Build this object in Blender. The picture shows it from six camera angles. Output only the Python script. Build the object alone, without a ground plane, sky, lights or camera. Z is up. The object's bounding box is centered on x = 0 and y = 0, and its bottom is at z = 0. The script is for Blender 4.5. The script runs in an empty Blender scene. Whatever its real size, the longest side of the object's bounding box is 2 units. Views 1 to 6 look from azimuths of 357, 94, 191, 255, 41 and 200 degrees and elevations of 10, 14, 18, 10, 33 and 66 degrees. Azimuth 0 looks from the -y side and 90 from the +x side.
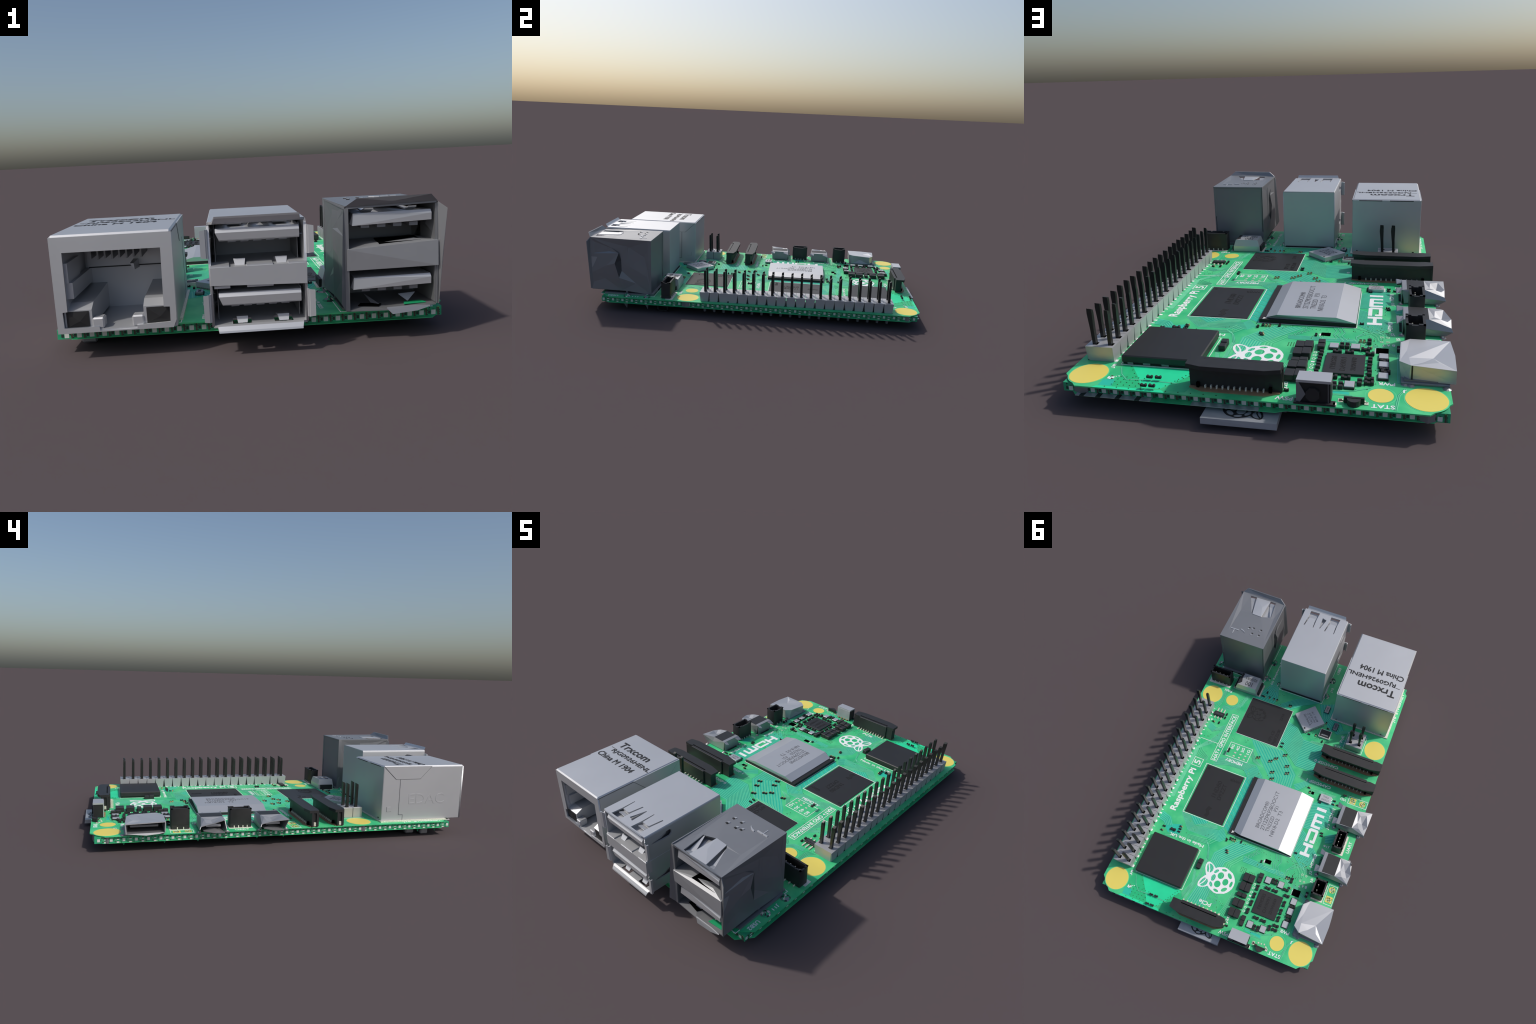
# Single-board computer: green circuit board with ports, chips, pin header.
# Frame: metres, z up, x = short side (pin header at +x), y = long side (ports at -y).
import bpy, bmesh, math, random
from mathutils import Vector, Matrix

RNG = random.Random(11)
ZT = 0.0808            # top of the green board
PITCH = 0.05504        # 2.54 mm pin pitch at this scale

# ------------------------------------------------------------------ materials
def srgb(r, g, b):
    f = lambda c: (c / 12.92 if c <= 0.04045 else ((c + 0.055) / 1.055) ** 2.4)
    return tuple(f(v / 255.0) for v in (r, g, b)) + (1.0,)

def material(name, color, rough=0.5, metallic=0.0, vary=0.05, scale=40.0,
             bump=0.0, bump_scale=200.0, specular=0.5, second=None, detail=3.0):
    """Principled surface whose colour drifts between two close tones by noise."""
    m = bpy.data.materials.new(name)
    m.use_nodes = True
    nt = m.node_tree
    nt.nodes.clear()
    out = nt.nodes.new('ShaderNodeOutputMaterial')
    p = nt.nodes.new('ShaderNodeBsdfPrincipled')
    nt.links.new(p.outputs['BSDF'], out.inputs['Surface'])
    tc = nt.nodes.new('ShaderNodeTexCoord')
    no = nt.nodes.new('ShaderNodeTexNoise')
    no.inputs['Scale'].default_value = scale
    no.inputs['Detail'].default_value = detail
    nt.links.new(tc.outputs['Object'], no.inputs['Vector'])
    ramp = nt.nodes.new('ShaderNodeValToRGB')
    ramp.color_ramp.elements[0].position = 0.35
    ramp.color_ramp.elements[1].position = 0.65
    lo = tuple(c * (1 - vary) for c in color[:3]) + (1,)
    hi = second if second else tuple(min(1, c * (1 + vary)) for c in color[:3]) + (1,)
    ramp.color_ramp.elements[0].color = lo
    ramp.color_ramp.elements[1].color = hi
    nt.links.new(no.outputs['Fac'], ramp.inputs['Fac'])
    nt.links.new(ramp.outputs['Color'], p.inputs['Base Color'])
    p.inputs['Roughness'].default_value = rough
    p.inputs['Metallic'].default_value = metallic
    p.inputs['Specular IOR Level'].default_value = specular
    if bump:
        n2 = nt.nodes.new('ShaderNodeTexNoise')
        n2.inputs['Scale'].default_value = bump_scale
        nt.links.new(tc.outputs['Object'], n2.inputs['Vector'])
        b = nt.nodes.new('ShaderNodeBump')
        b.inputs['Strength'].default_value = bump
        b.inputs['Distance'].default_value = 0.001
        nt.links.new(n2.outputs['Fac'], b.inputs['Height'])
        nt.links.new(b.outputs['Normal'], p.inputs['Normal'])
    return m

M = {}
M['mask'] = material('green_solder_mask', srgb(46, 194, 128), 0.5, vary=0.08, scale=11, second=srgb(86, 209, 140), detail=6)
M['mask_edge'] = material('board_edge_green', srgb(40, 160, 112), 0.6, vary=0.15, scale=60)
M['mask_dark'] = material('dark_green_ring', srgb(30, 160, 105), 0.5)
M['ring'] = material('pale_green_ring', srgb(88, 214, 150), 0.5)
M['pour'] = material('bright_copper_pour', srgb(38, 226, 162), 0.5, vary=0.06, scale=12)
M['teal'] = material('teal_copper_pour', srgb(40, 192, 164), 0.5, vary=0.07, scale=14)
M['stitched'] = material('stitched_green_area', srgb(38, 190, 125), 0.5, vary=0.05)
M['trace'] = material('pale_trace', srgb(112, 214, 164), 0.5, vary=0.06)
M['trace_line'] = material('dark_trace_outline', srgb(36, 158, 124), 0.5, vary=0.06)
M['via'] = material('via_hole', srgb(38, 92, 52), 0.6)
M['gold'] = material('gold_pad', srgb(234, 216, 106), 0.45, vary=0.015, scale=6)
M['tin'] = material('tinned_pad', srgb(205, 205, 185), 0.4, vary=0.2, scale=250, second=srgb(235, 235, 220))
M['gold_dull'] = material('dull_gold_waist', srgb(196, 180, 130), 0.5)
M['tan'] = material('tan_base', srgb(150, 122, 92), 0.6, vary=0.1)
M['silk'] = material('white_print', srgb(240, 242, 242), 0.6, vary=0.02)
M['metal'] = material('plated_steel', (0.550, 0.562, 0.585, 1), 0.46, metallic=0.58, vary=0.02, scale=5)
M['metal_dull'] = material('grey_pressed_steel', (0.265, 0.272, 0.287, 1), 0.46, metallic=0.58, vary=0.03, scale=5)
M['shade_toned_steel'] = material('shade_toned_steel', (0.070, 0.073, 0.080, 1), 0.5, metallic=0.5, vary=0.05)
M['metal_soft'] = material('dented_plated_steel', (0.40, 0.41, 0.43, 1), 0.48, metallic=0.58, vary=0.03, scale=9)
M['lid'] = material('chip_lid_nickel', (0.550, 0.562, 0.585, 1), 0.46, metallic=0.58, vary=0.02, scale=5)
M['grey'] = material('grey_header_plastic', (0.46, 0.465, 0.48, 1), 0.4, metallic=0.35, vary=0.02, scale=8)
M['black'] = material('black_plastic', (0.022, 0.022, 0.023, 1), 0.5, vary=0.08)
M['soft_black'] = material('matt_black', (0.012, 0.012, 0.013, 1), 0.6, vary=0.1)
M['void'] = material('deep_black', (0.002, 0.002, 0.002, 1), 0.9, specular=0.0)
M['pin'] = material('dark_pin_metal', (0.014, 0.016, 0.015, 1), 0.35, vary=0.1)
M['chip'] = material('moulded_black_chip', (0.021, 0.021, 0.022, 1), 0.5, vary=0.04, scale=12)
M['chip_print'] = material('laser_mark', (0.010, 0.010, 0.011, 1), 0.7)
M['ink'] = material('black_ink', (0.018, 0.018, 0.02, 1), 0.6)
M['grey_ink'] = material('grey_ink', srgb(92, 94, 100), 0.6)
M['white_plastic'] = material('off_white_plastic', srgb(226, 222, 210), 0.6)
M['sd'] = material('grey_card', (0.40, 0.42, 0.46, 1), 0.4, metallic=0.3, vary=0.03)
M['component_white'] = material('pale_component', srgb(215, 218, 212), 0.5, vary=0.06)
M['edge_brown'] = material('board_edge_brown', srgb(74, 70, 58), 0.6, vary=0.2, scale=120)
M['edge_dark'] = material('board_edge_dark', srgb(38, 52, 48), 0.6, vary=0.15, scale=120)
M['edge_yellow'] = material('board_edge_yellow', srgb(198, 196, 70), 0.6)

# ------------------------------------------------------------------ object helpers
def empty(name, loc, parent=None):
    o = bpy.data.objects.new(name, None)
    bpy.context.scene.collection.objects.link(o)
    o.location = loc
    if parent:
        o.parent = parent
    bpy.context.view_layer.update()
    return o

ROOT = empty('single_board_computer', (0, 0, 0))
ROOT['label'] = 'green single-board computer with grey ports, black chips and pin header'
ROOT['category'] = 'circuit board'

def link(name, me, mats, parent=None, stuff=False):
    o = bpy.data.objects.new(name, me)
    bpy.context.scene.collection.objects.link(o)
    if not isinstance(mats, (list, tuple)):
        mats = [mats]
    if not me.materials:
        for m in mats:
            me.materials.append(m)
    o.parent = parent or ROOT
    if stuff:
        o['kind'] = 'stuff'
    return o

def mesh_of(name, verts, faces, mats, parent=None, mat_index=None, stuff=False):
    me = bpy.data.meshes.new(name)
    me.from_pydata([tuple(v) for v in verts], [], faces)
    bm = bmesh.new(); bm.from_mesh(me)
    bmesh.ops.recalc_face_normals(bm, faces=bm.faces)
    bm.to_mesh(me); bm.free()
    if mat_index:
        for p, i in zip(me.polygons, mat_index):
            p.material_index = i
    return link(name, me, mats, parent, stuff)

def box_bm(bm, x0, x1, y0, y1, z0, z1, bevel=0.0, taper=0.0):
    """Add a box to bm; taper shrinks the top."""
    vs = []
    for z, t in ((z0, 0), (z1, taper)):
        for x, y in ((x0 + t, y0 + t), (x1 - t, y0 + t), (x1 - t, y1 - t), (x0 + t, y1 - t)):
            vs.append(bm.verts.new((x, y, z)))
    q = [(3, 2, 1, 0), (4, 5, 6, 7), (0, 1, 5, 4), (1, 2, 6, 5), (2, 3, 7, 6), (3, 0, 4, 7)]
    fs = [bm.faces.new([vs[i] for i in f]) for f in q]
    if bevel:
        es = list({e for f in fs for e in f.edges})
        bmesh.ops.bevel(bm, geom=es, offset=bevel, segments=1, affect='EDGES')
    return fs

def boxes(name, specs, mat, parent=None, bevel=0.0, stuff=False):
    """One mesh of several boxes (x0,x1,y0,y1,z0,z1)."""
    bm = bmesh.new()
    for s in specs:
        x0, x1, y0, y1, z0, z1 = s[:6]
        x0, x1 = sorted((x0, x1)); y0, y1 = sorted((y0, y1))
        box_bm(bm, x0, x1, y0, y1, z0, z1, bevel, s[6] if len(s) > 6 else 0.0)
    me = bpy.data.meshes.new(name)
    bm.to_mesh(me); bm.free()
    return link(name, me, mat, parent, stuff)

def box(name, x0, x1, y0, y1, z0, z1, mat, parent=None, bevel=0.0, taper=0.0):
    return boxes(name, [(x0, x1, y0, y1, z0, z1, taper)], mat, parent, bevel)

def prism(name, pts, z0, z1, mat, parent=None, stuff=False, top=None):
    """Extrude a polygon; top may give a different polygon for the upper ring."""
    n = len(pts)
    top = top or pts
    v = [(x, y, z0) for x, y in pts] + [(x, y, z1) for x, y in top]
    f = [tuple(range(n)), tuple(range(n, 2 * n))]
    f += [(i, (i + 1) % n, n + (i + 1) % n, n + i) for i in range(n)]
    return mesh_of(name, v, f, mat, parent, stuff=stuff)

def oriented(pts, plane, level):
    """2D points -> 3D on the plane: 'x' (u=y,v=z), 'y' (u=x,v=z), 'z' (u=x,v=y)."""
    if plane == 'x':
        return [(level, u, v) for u, v in pts]
    if plane == 'y':
        return [(u, level, v) for u, v in pts]
    return [(u, v, level) for u, v in pts]

def slab(name, pts, plane, a, b, mat, parent=None):
    n = len(pts)
    v = oriented(pts, plane, a) + oriented(pts, plane, b)
    f = [tuple(range(n)), tuple(range(n, 2 * n))]
    f += [(i, (i + 1) % n, n + (i + 1) % n, n + i) for i in range(n)]
    return mesh_of(name, v, f, mat, parent)

def cut_plate_mesh(name, outline, holes, thick):
    """Flat plate with holes in the local xy-plane, z in 0..thick."""
    cu = bpy.data.curves.new(name, 'CURVE')
    cu.dimensions = '2D'; cu.fill_mode = 'BOTH'; cu.extrude = thick / 2
    for loop in [outline] + holes:
        sp = cu.splines.new('POLY')
        sp.points.add(len(loop) - 1)
        for p, (x, y) in zip(sp.points, loop):
            p.co = (x, y, 0, 1)
        sp.use_cyclic_u = True
    ob = bpy.data.objects.new(name, cu)
    bpy.context.scene.collection.objects.link(ob)
    dg = bpy.context.evaluated_depsgraph_get()
    me = bpy.data.meshes.new_from_object(ob.evaluated_get(dg))
    bpy.data.objects.remove(ob)
    bpy.data.curves.remove(cu)
    me.transform(Matrix.Translation((0, 0, thick / 2)))
    me.materials.clear()
    me.name = name
    return me

PLANE = {'z': Matrix.Identity(4),
         'y': Matrix(((1, 0, 0, 0), (0, 0, 1, 0), (0, 1, 0, 0), (0, 0, 0, 1))),   # u=x, v=z, thick=+y
         'x': Matrix(((0, 0, 1, 0), (1, 0, 0, 0), (0, 1, 0, 0), (0, 0, 0, 1)))}   # u=y, v=z, thick=+x

def cut_plate(name, outline, holes, plane, level, thick, mat, parent=None):
    me = cut_plate_mesh(name, outline, holes, thick)
    off = {'z': (0, 0, level), 'y': (0, level, 0), 'x': (level, 0, 0)}[plane]
    me.transform(Matrix.Translation(off) @ PLANE[plane])
    return link(name, me, mat, parent)

def rect(x0, x1, y0, y1):
    return [(x0, y0), (x1, y0), (x1, y1), (x0, y1)]

def label_mesh(name, body, length, height, thick=0.0008, weight=0.0):
    cu = bpy.data.curves.new(name, 'FONT')
    cu.body = body; cu.size = 1.0; cu.resolution_u = 3
    cu.extrude = 0.01
    ob = bpy.data.objects.new(name, cu)
    bpy.context.scene.collection.objects.link(ob)
    dg = bpy.context.evaluated_depsgraph_get()
    me = bpy.data.meshes.new_from_object(ob.evaluated_get(dg))
    bpy.data.objects.remove(ob); bpy.data.curves.remove(cu)
    xs = [v.co.x for v in me.vertices]; ys = [v.co.y for v in me.vertices]
    cx, cy = (min(xs) + max(xs)) / 2, (min(ys) + max(ys)) / 2
    sx, sy = length / (max(xs) - min(xs)), height / (max(ys) - min(ys))
    for v in me.vertices:
        v.co = ((v.co.x - cx) * sx, (v.co.y - cy) * sy, thick if v.co.z > 0 else -0.0004)
    if weight:      # heavier strokes: copies nudged sideways, each a hair higher
        bm = bmesh.new(); bm.from_mesh(me)
        d = weight * height
        for k, (dx, dy) in enumerate(((d, 0), (-d, 0), (0, d), (0, -d))):
            tmp = me.copy()
            tmp.transform(Matrix.Translation((dx, dy, 0.00002 * (k + 1))))
            bm.from_mesh(tmp); bpy.data.meshes.remove(tmp)
        bm.to_mesh(me); bm.free()
    me.materials.clear(); me.name = name
    return me

def label(body, x, y, length, height, turn=0, z=ZT, mat='silk', parent=None, name='printed_label',
          thick=0.0008, weight=0.030):
    me = label_mesh(name, body, length, height, thick, weight)
    me.transform(Matrix.Translation((x, y, z)) @ Matrix.Rotation(math.radians(turn), 4, 'Z'))
    return link(name, me, M[mat], parent)

def outline_frame(name, pts, w, z, mat, parent=None, thick=0.0009):
    """Printed rectangle outline of line width w (pts = outer polygon, ccw or cw)."""
    cx = sum(p[0] for p in pts) / len(pts); cy = sum(p[1] for p in pts) / len(pts)
    inner = []
    for x, y in pts:
        inner.append((x - math.copysign(w, x - cx), y - math.copysign(w, y - cy)))
    return cut_plate(name, pts, [inner], 'z', z - 0.0004, thick + 0.0004, mat, parent)

# ------------------------------------------------------------------ the board itself
def chamfered(x0, x1, y0, y1, c):
    return [(x0 + c, y0), (x1 - c, y0), (x1, y0 + c), (x1, y1 - c), (x1 - c, y1), (x0 + c, y1), (x0, y1 - c), (x0, y0 + c)]

BX0, BX1, BY0, BY1 = -0.585, 0.6245, -0.889, 0.9575
CX0, CX1, CY0, CY1 = -0.575, 0.6095, -0.868, 0.9365
board = prism('circuit_board', chamfered(BX0, BX1, BY0, BY1, 0.067), 0.0765, ZT, M['mask'])
prism('board_underside', [(-.530, -.872), (.574, -.888), (.6235, -.826), (BX1, .890), (.5575, BY1), (-.080, BY1), (-.110, .9440), (-.530, .9430), (-.5760, .900), (-.579, -.825)], 0.0452, 0.0467, M['mask'], board)
box('board_core', CX0, CX1, CY0, CY1, 0.0466, 0.0764, M['mask_edge'], board)

def edge_print():
    """Repeating pattern of small shapes printed round the board edge."""
    groups = {'component_white': [], 'edge_dark': [], 'edge_brown': [], 'edge_yellow': []}
    def put(kind, side, u0, u1, z0, z1):
        d = 0.0008
        if side in 'LR':
            x = CX0 if side == 'L' else CX1
            groups[kind].append((x - d, x + d, u0, u1, z0, z1))
        else:
            y = CY0 if side == 'F' else CY1
            groups[kind].append((u0, u1, y - d, y + d, z0, z1))
    # long sides: one tall cell every 0.0555
    for side in 'LR':
        u = -0.858
        while u < 0.925:
            put('component_white', side, u - 0.0060, u + 0.0060, 0.0535, 0.0670)
            v = u + 0.026
            if v < 0.93:
                put('component_white', side, v - 0.0055, v + 0.0055, 0.047, 0.0535)
                put('component_white', side, v - 0.0055, v + 0.0055, 0.0610, 0.0650)
                put('edge_dark', side, v - 0.0055, v + 0.0055, 0.0545, 0.0560)
                put('edge_brown', side, v - 0.0045, v + 0.0045, 0.0675, 0.0725)
                put('edge_dark', side, v - 0.0165, v - 0.0115, 0.063, 0.068)
                put('edge_dark', side, v + 0.011, v + 0.018, 0.070, 0.0755)
                put('edge_brown', side, v + 0.012, v + 0.0145, 0.050, 0.056)
                put('edge_brown', side, v + 0.0085, v + 0.0105, 0.050, 0.056)
                put('edge_dark', side, v - 0.018, v - 0.013, 0.048, 0.052)
                put('edge_brown', side, v - 0.0135, v - 0.0110, 0.0555, 0.0605)
                put('edge_dark', side, v + 0.0180, v + 0.0205, 0.0590, 0.0650)
                put('edge_brown', side, v - 0.0205, v - 0.0180, 0.0690, 0.0740)
                put('component_white', side, v + 0.0095, v + 0.0115, 0.0625, 0.0645)
                put('edge_yellow', side, v - 0.010, v - 0.008, 0.048, 0.050)
                put('edge_yellow', side, v + 0.0075, v + 0.009, 0.0575, 0.059)
            u += 0.0555
    # short sides: cell every 0.0377
    for side in 'FB':
        s = 1 if side == 'F' else -1
        u = -0.547
        while u < 0.59:
            put('component_white', side, u - 0.0068, u + 0.0068, 0.0500, 0.0645)
            a, b = sorted((u - s * 0.0165, u - s * 0.0095)); put('edge_dark', side, a, b, 0.0525, 0.0625)
            a, b = sorted((u + s * 0.0125, u + s * 0.0175)); put('edge_brown', side, a, b, 0.0475, 0.072)
            a, b = sorted((u + s * 0.0095, u + s * 0.0110)); put('edge_brown', side, a, b, 0.058, 0.072)
            a, b = sorted((u - s * 0.0150, u - s * 0.0105)); put('edge_dark', side, a, b, 0.0705, 0.0755)
            a, b = sorted((u + s * 0.0135, u + s * 0.0155)); put('edge_yellow', side, a, b, 0.0725, 0.0745)
            a, b = sorted((u + s * 0.0175, u + s * 0.0190)); put('edge_yellow', side, a, b, 0.0695, 0.0715)
            for k in range(3):
                a, b = sorted((u + s * 0.0185, u + s * 0.0205)); put('edge_brown' if k % 2 else 'edge_dark', side, a, b, 0.0485 + k * 0.0065, 0.0520 + k * 0.0065)
            a, b = sorted((u - s * 0.0030, u + s * 0.0030)); put('edge_dark', side, a, b, 0.0660, 0.0675)
            a, b = sorted((u - s * 0.0165, u - s * 0.0100)); put('edge_brown', side, a, b, 0.0655, 0.0672)
            u += 0.0377
    for kind, specs in groups.items():
        boxes('board_edge_marking', specs, M[kind], board, stuff=True)
edge_print()

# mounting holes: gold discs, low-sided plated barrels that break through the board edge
def ring_pts(cx, cy, r, n=48, a0=0.0):
    return [(cx + r * math.cos(a0 + 2 * math.pi * i / n), cy + r * math.sin(a0 + 2 * math.pi * i / n)) for i in range(n)]

HOLES = [(0.549, 0.881), (0.5535, -0.376), (-0.513, 0.8805), (-0.5145, -0.3765)]
for hx, hy in HOLES:
    prism('mounting_pad_rim', ring_pts(hx, hy, 0.0655), ZT - 0.001, ZT + 0.0004, M['ring'], board)
    prism('mounting_pad', ring_pts(hx, hy, 0.0615), ZT - 0.001, ZT + 0.0011, M['gold'], board)
    prism('mounting_barrel', ring_pts(hx, hy, 0.0655, 8, 0.0), 0.0455, 0.0760, M['metal_dull'], board)
for hx, hy in [(-0.382, 0.878), (0.4212, -0.379)]:
    prism('fiducial_rim', ring_pts(hx, hy, 0.0465), ZT - 0.001, ZT + 0.0003, M['ring'], board)
    prism('fiducial_gap', ring_pts(hx, hy, 0.0440), ZT - 0.001, ZT + 0.0005, M['mask'], board)
    prism('fiducial_pad', ring_pts(hx, hy, 0.0375), ZT - 0.001, ZT + 0.0011, M['gold'], board)

# ------------------------------------------------------------------ copper: pours, trace bundles, vias
def resample(path, n):
    d = [0]
    for a, b in zip(path, path[1:]):
        d.append(d[-1] + math.hypot(b[0] - a[0], b[1] - a[1]))
    out = []
    for i in range(n):
        t = d[-1] * i / (n - 1)
        k = max(j for j in range(len(d)) if d[j] <= t + 1e-9)
        k = min(k, len(path) - 2)
        s = (t - d[k]) / max(1e-9, d[k + 1] - d[k])
        out.append((path[k][0] + s * (path[k + 1][0] - path[k][0]), path[k][1] + s * (path[k + 1][1] - path[k][1])))
    return out

LAYER = [0.0]

def strip_bm(bm, path, w, z0, z1):
    """Ribbon of width w following path, with small thickness."""
    n = len(path)
    LAYER[0] += 4e-7          # crossing ribbons never share a plane
    z1 += LAYER[0]
    L, Rr = [], []
    for i, p in enumerate(path):
        a = Vector(path[max(0, i - 1)]); b = Vector(path[min(n - 1, i + 1)])
        t = (b - a)
        if t.length < 1e-9:
            t = Vector((1, 0))
        t.normalize()
        k = 1.0
        if 0 < i < n - 1:
            t1 = (Vector(p) - a).normalized(); k = 1 / max(0.5, t1.dot(t))
        nrm = Vector((-t.y, t.x)) * (w / 2 * k)
        q = Vector(p)
        L.append(q + nrm); Rr.append(q - nrm)
    vl = [bm.verts.new((p.x, p.y, z1)) for p in L]; vr = [bm.verts.new((p.x, p.y, z1)) for p in Rr]
    bl = [bm.verts.new((p.x, p.y, z0)) for p in L]; br = [bm.verts.new((p.x, p.y, z0)) for p in Rr]
    for i in range(n - 1):
        bm.faces.new((vl[i], vr[i], vr[i + 1], vl[i + 1]))
        bm.faces.new((bl[i], vl[i], vl[i + 1], bl[i + 1]))
        bm.faces.new((vr[i], br[i], br[i + 1], vr[i + 1]))

BM_TRACE, BM_LINE, BM_TEAL = bmesh.new(), bmesh.new(), bmesh.new()
TEAL_Z = [0.00012]

def pour_bm(bm, pts, z):
    a = [bm.verts.new((x, y, z)) for x, y in pts]
    b = [bm.verts.new((x, y, ZT - 0.001)) for x, y in pts]
    f = bm.faces.new(a)
    n = len(pts)
    for i in range(n):
        bm.faces.new((a[i], b[i], b[(i + 1) % n], a[(i + 1) % n]))
    return f

def bundle(left, right, n, fill=True, pairs=False, w=0.0021, dark=True):
    """n traces spread between two border polylines with equal point counts."""
    if fill:
        TEAL_Z[0] += 0.000012
        pour_bm(BM_TEAL, list(left) + list(reversed(right)), ZT + TEAL_Z[0])
    for i in range(n):
        f = (i + 0.5) / n
        if pairs:
            f += 0.22 / n if i % 2 == 0 else -0.22 / n
        path = [(l[0] + f * (r[0] - l[0]), l[1] + f * (r[1] - l[1])) for l, r in zip(left, right)]
        strip_bm(BM_TRACE, path, w, ZT - 0.0005, ZT + 0.0006)
        if dark:
            gap = 0.5 / n
            g = [(l[0] + (f + gap) * (r[0] - l[0]), l[1] + (f + gap) * (r[1] - l[1])) for l, r in zip(left, right)]
            strip_bm(BM_LINE, g, w * 0.6, ZT - 0.0005, ZT + 0.00045)

def single(path, w=0.0022, outline=True):
    strip_bm(BM_TRACE, path, w, ZT - 0.0005, ZT + 0.0006)
    if outline:
        strip_bm(BM_LINE, path, w * 2.4, ZT - 0.0005, ZT + 0.0004)

def serpentine(p, q, turns, amp, w=0.002):
    p, q = Vector(p), Vector(q)
    d = (q - p); L = d.length; d.normalize(); nrm = Vector((-d.y, d.x))
    path = []
    N = turns * 12
    for i in range(N + 1):
        t = i / N
        s = math.sin(t * turns * 2 * math.pi)
        s = max(-1, min(1, s * 1.6))
        path.append(tuple(p + d * (L * t) + nrm * (amp * s)))
    single(path, w)

# bundle under the memory chip (wraps its +y end)
bundle([(.393, .405), (.312, .493), (.118, .490), (.087, .458)], [(.345, .403), (.285, .452), (.150, .430), (.131, .404)], 9)
bundle([(.340, .403), (.288, .447), (.180, .434), (.158, .425)], [(.235, .403), (.222, .414), (.178, .411), (.170, .404)], 6)
# between memory and processor
for i in range(17):
    y = 0.085 + i * 0.0195
    k = RNG.uniform(-0.004, 0.004)
    single([(.131, y), (.118, y + .002 + k), (.106, y + .016 + k), (.092, y + .018)], 0.0017, outline=i % 2 == 0)
pour_bm(BM_TEAL, [(.131, .07), (.0915, .07), (.0915, .425), (.131, .403)], ZT + 0.00011)
# above the memory chip, turning down into the gap
bundle([(.336, .010), (.255, -.012), (.105, -.020), (.045, .035), (.040, .050)], [(.350, .072), (.262, .040), (.165, .036), (.128, .068), (.112, .086)], 12)
# processor <-> io controller, diagonal pairs
bundle([(.200, -.175), (.178, -.143), (.000, .032), (-.002, .052)], [(.046, -.173), (-.008, -.172), (-.131, -.050), (-.137, .052)], 20, pairs=True)
# io controller -> camera connectors
bundle([(.036, -.370), (.006, -.362), (-.028, -.351), (-.092, -.288), (-.226, -.290)],
       [(.036, -.205), (.010, -.190), (-.018, -.178), (-.108, -.104), (-.226, -.106)], 17, w=.0028)
bundle([(-.226, -.100), (-.150, -.098), (-.140, -.05), (-.20, -.03)], [(-.226, -.085), (-.17, -.08), (-.165, -.05), (-.21, -.04)], 4, fill=False)
# processor -> small bottom connector
bundle([(.030, .445), (.121, .556), (.121, .700), (.150, .850)], [(-.100, .445), (.040, .588), (.052, .700), (.052, .845)], 16, pairs=True)
bundle([(.150, .60), (.148, .70), (.170, .85)], [(.136, .61), (.134, .71), (.158, .85)], 4, fill=False)
# long power band
bundle([(-.040, .512), (-.278, .519), (-.330, .560)], [(-.046, .545), (-.290, .546), (-.346, .584)], 4)
bundle([(-.03, .50), (.035, .585), (.03, .70)], [(-.045, .535), (.0, .59), (-.002, .64)], 3, fill=False)
# HDMI fans
bundle([(-.284, .247), (-.310, .262), (-.420, .365)], [(-.284, .400), (-.320, .430), (-.372, .470)], 15)
bundle([(-.284, .078), (-.330, .050), (-.400, .015)], [(-.284, .238), (-.362, .236), (-.412, .180)], 17)
# pin header side
bundle([(.493, .34), (.491, .00), (.432, -.080), (.384, -.17)], [(.472, .34), (.470, .00), (.412, -.055), (.383, -.095)], 8)
bundle([(.455, -.30), (.40, -.31), (.345, -.36), (.33, -.445)], [(.46, -.325), (.41, -.335), (.36, -.38), (.35, -.445)], 5)
bundle([(.49, .44), (.435, .455), (.40, .50)], [(.492, .49), (.46, .497), (.445, .512)], 5)
bundle([(.378, -.15), (.345, -.19), (.32, -.20)], [(.378, -.19), (.355, -.215), (.325, -.235)], 4, fill=False)
bundle([(.48, -.19), (.43, -.165), (.385, -.205)], [(.485, -.15), (.445, -.13), (.385, -.17)], 6)
# towards the USB and network ports
bundle([(.150, -.452), (.050, -.540), (-.040, -.582)], [(.060, -.452), (-.005, -.510), (-.100, -.566)], 7)
bundle([(.300, -.452), (.262, -.53), (.225, -.60), (.23, -.85)], [(.170, -.452), (.160, -.50), (.185, -.58), (.185, -.62)], 8)
bundle([(-.10, -.555), (-.150, -.46), (-.190, -.43), (-.22, -.40)], [(-.205, -.60), (-.200, -.50), (-.270, -.47), (-.30, -.43)], 6)
bundle([(-.26, -.475), (-.285, -.43), (-.34, -.455)], [(-.25, -.40), (-.27, -.395), (-.33, -.425)], 4)
bundle([(-.44, -.46), (-.40, -.43), (-.30, -.36)], [(-.46, -.44), (-.42, -.41), (-.31, -.32)], 4)
bundle([(-.24, -.005), (-.30, -.012), (-.40, -.01)], [(-.25, .04), (-.30, .005), (-.39, .005)], 5, fill=False)
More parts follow.
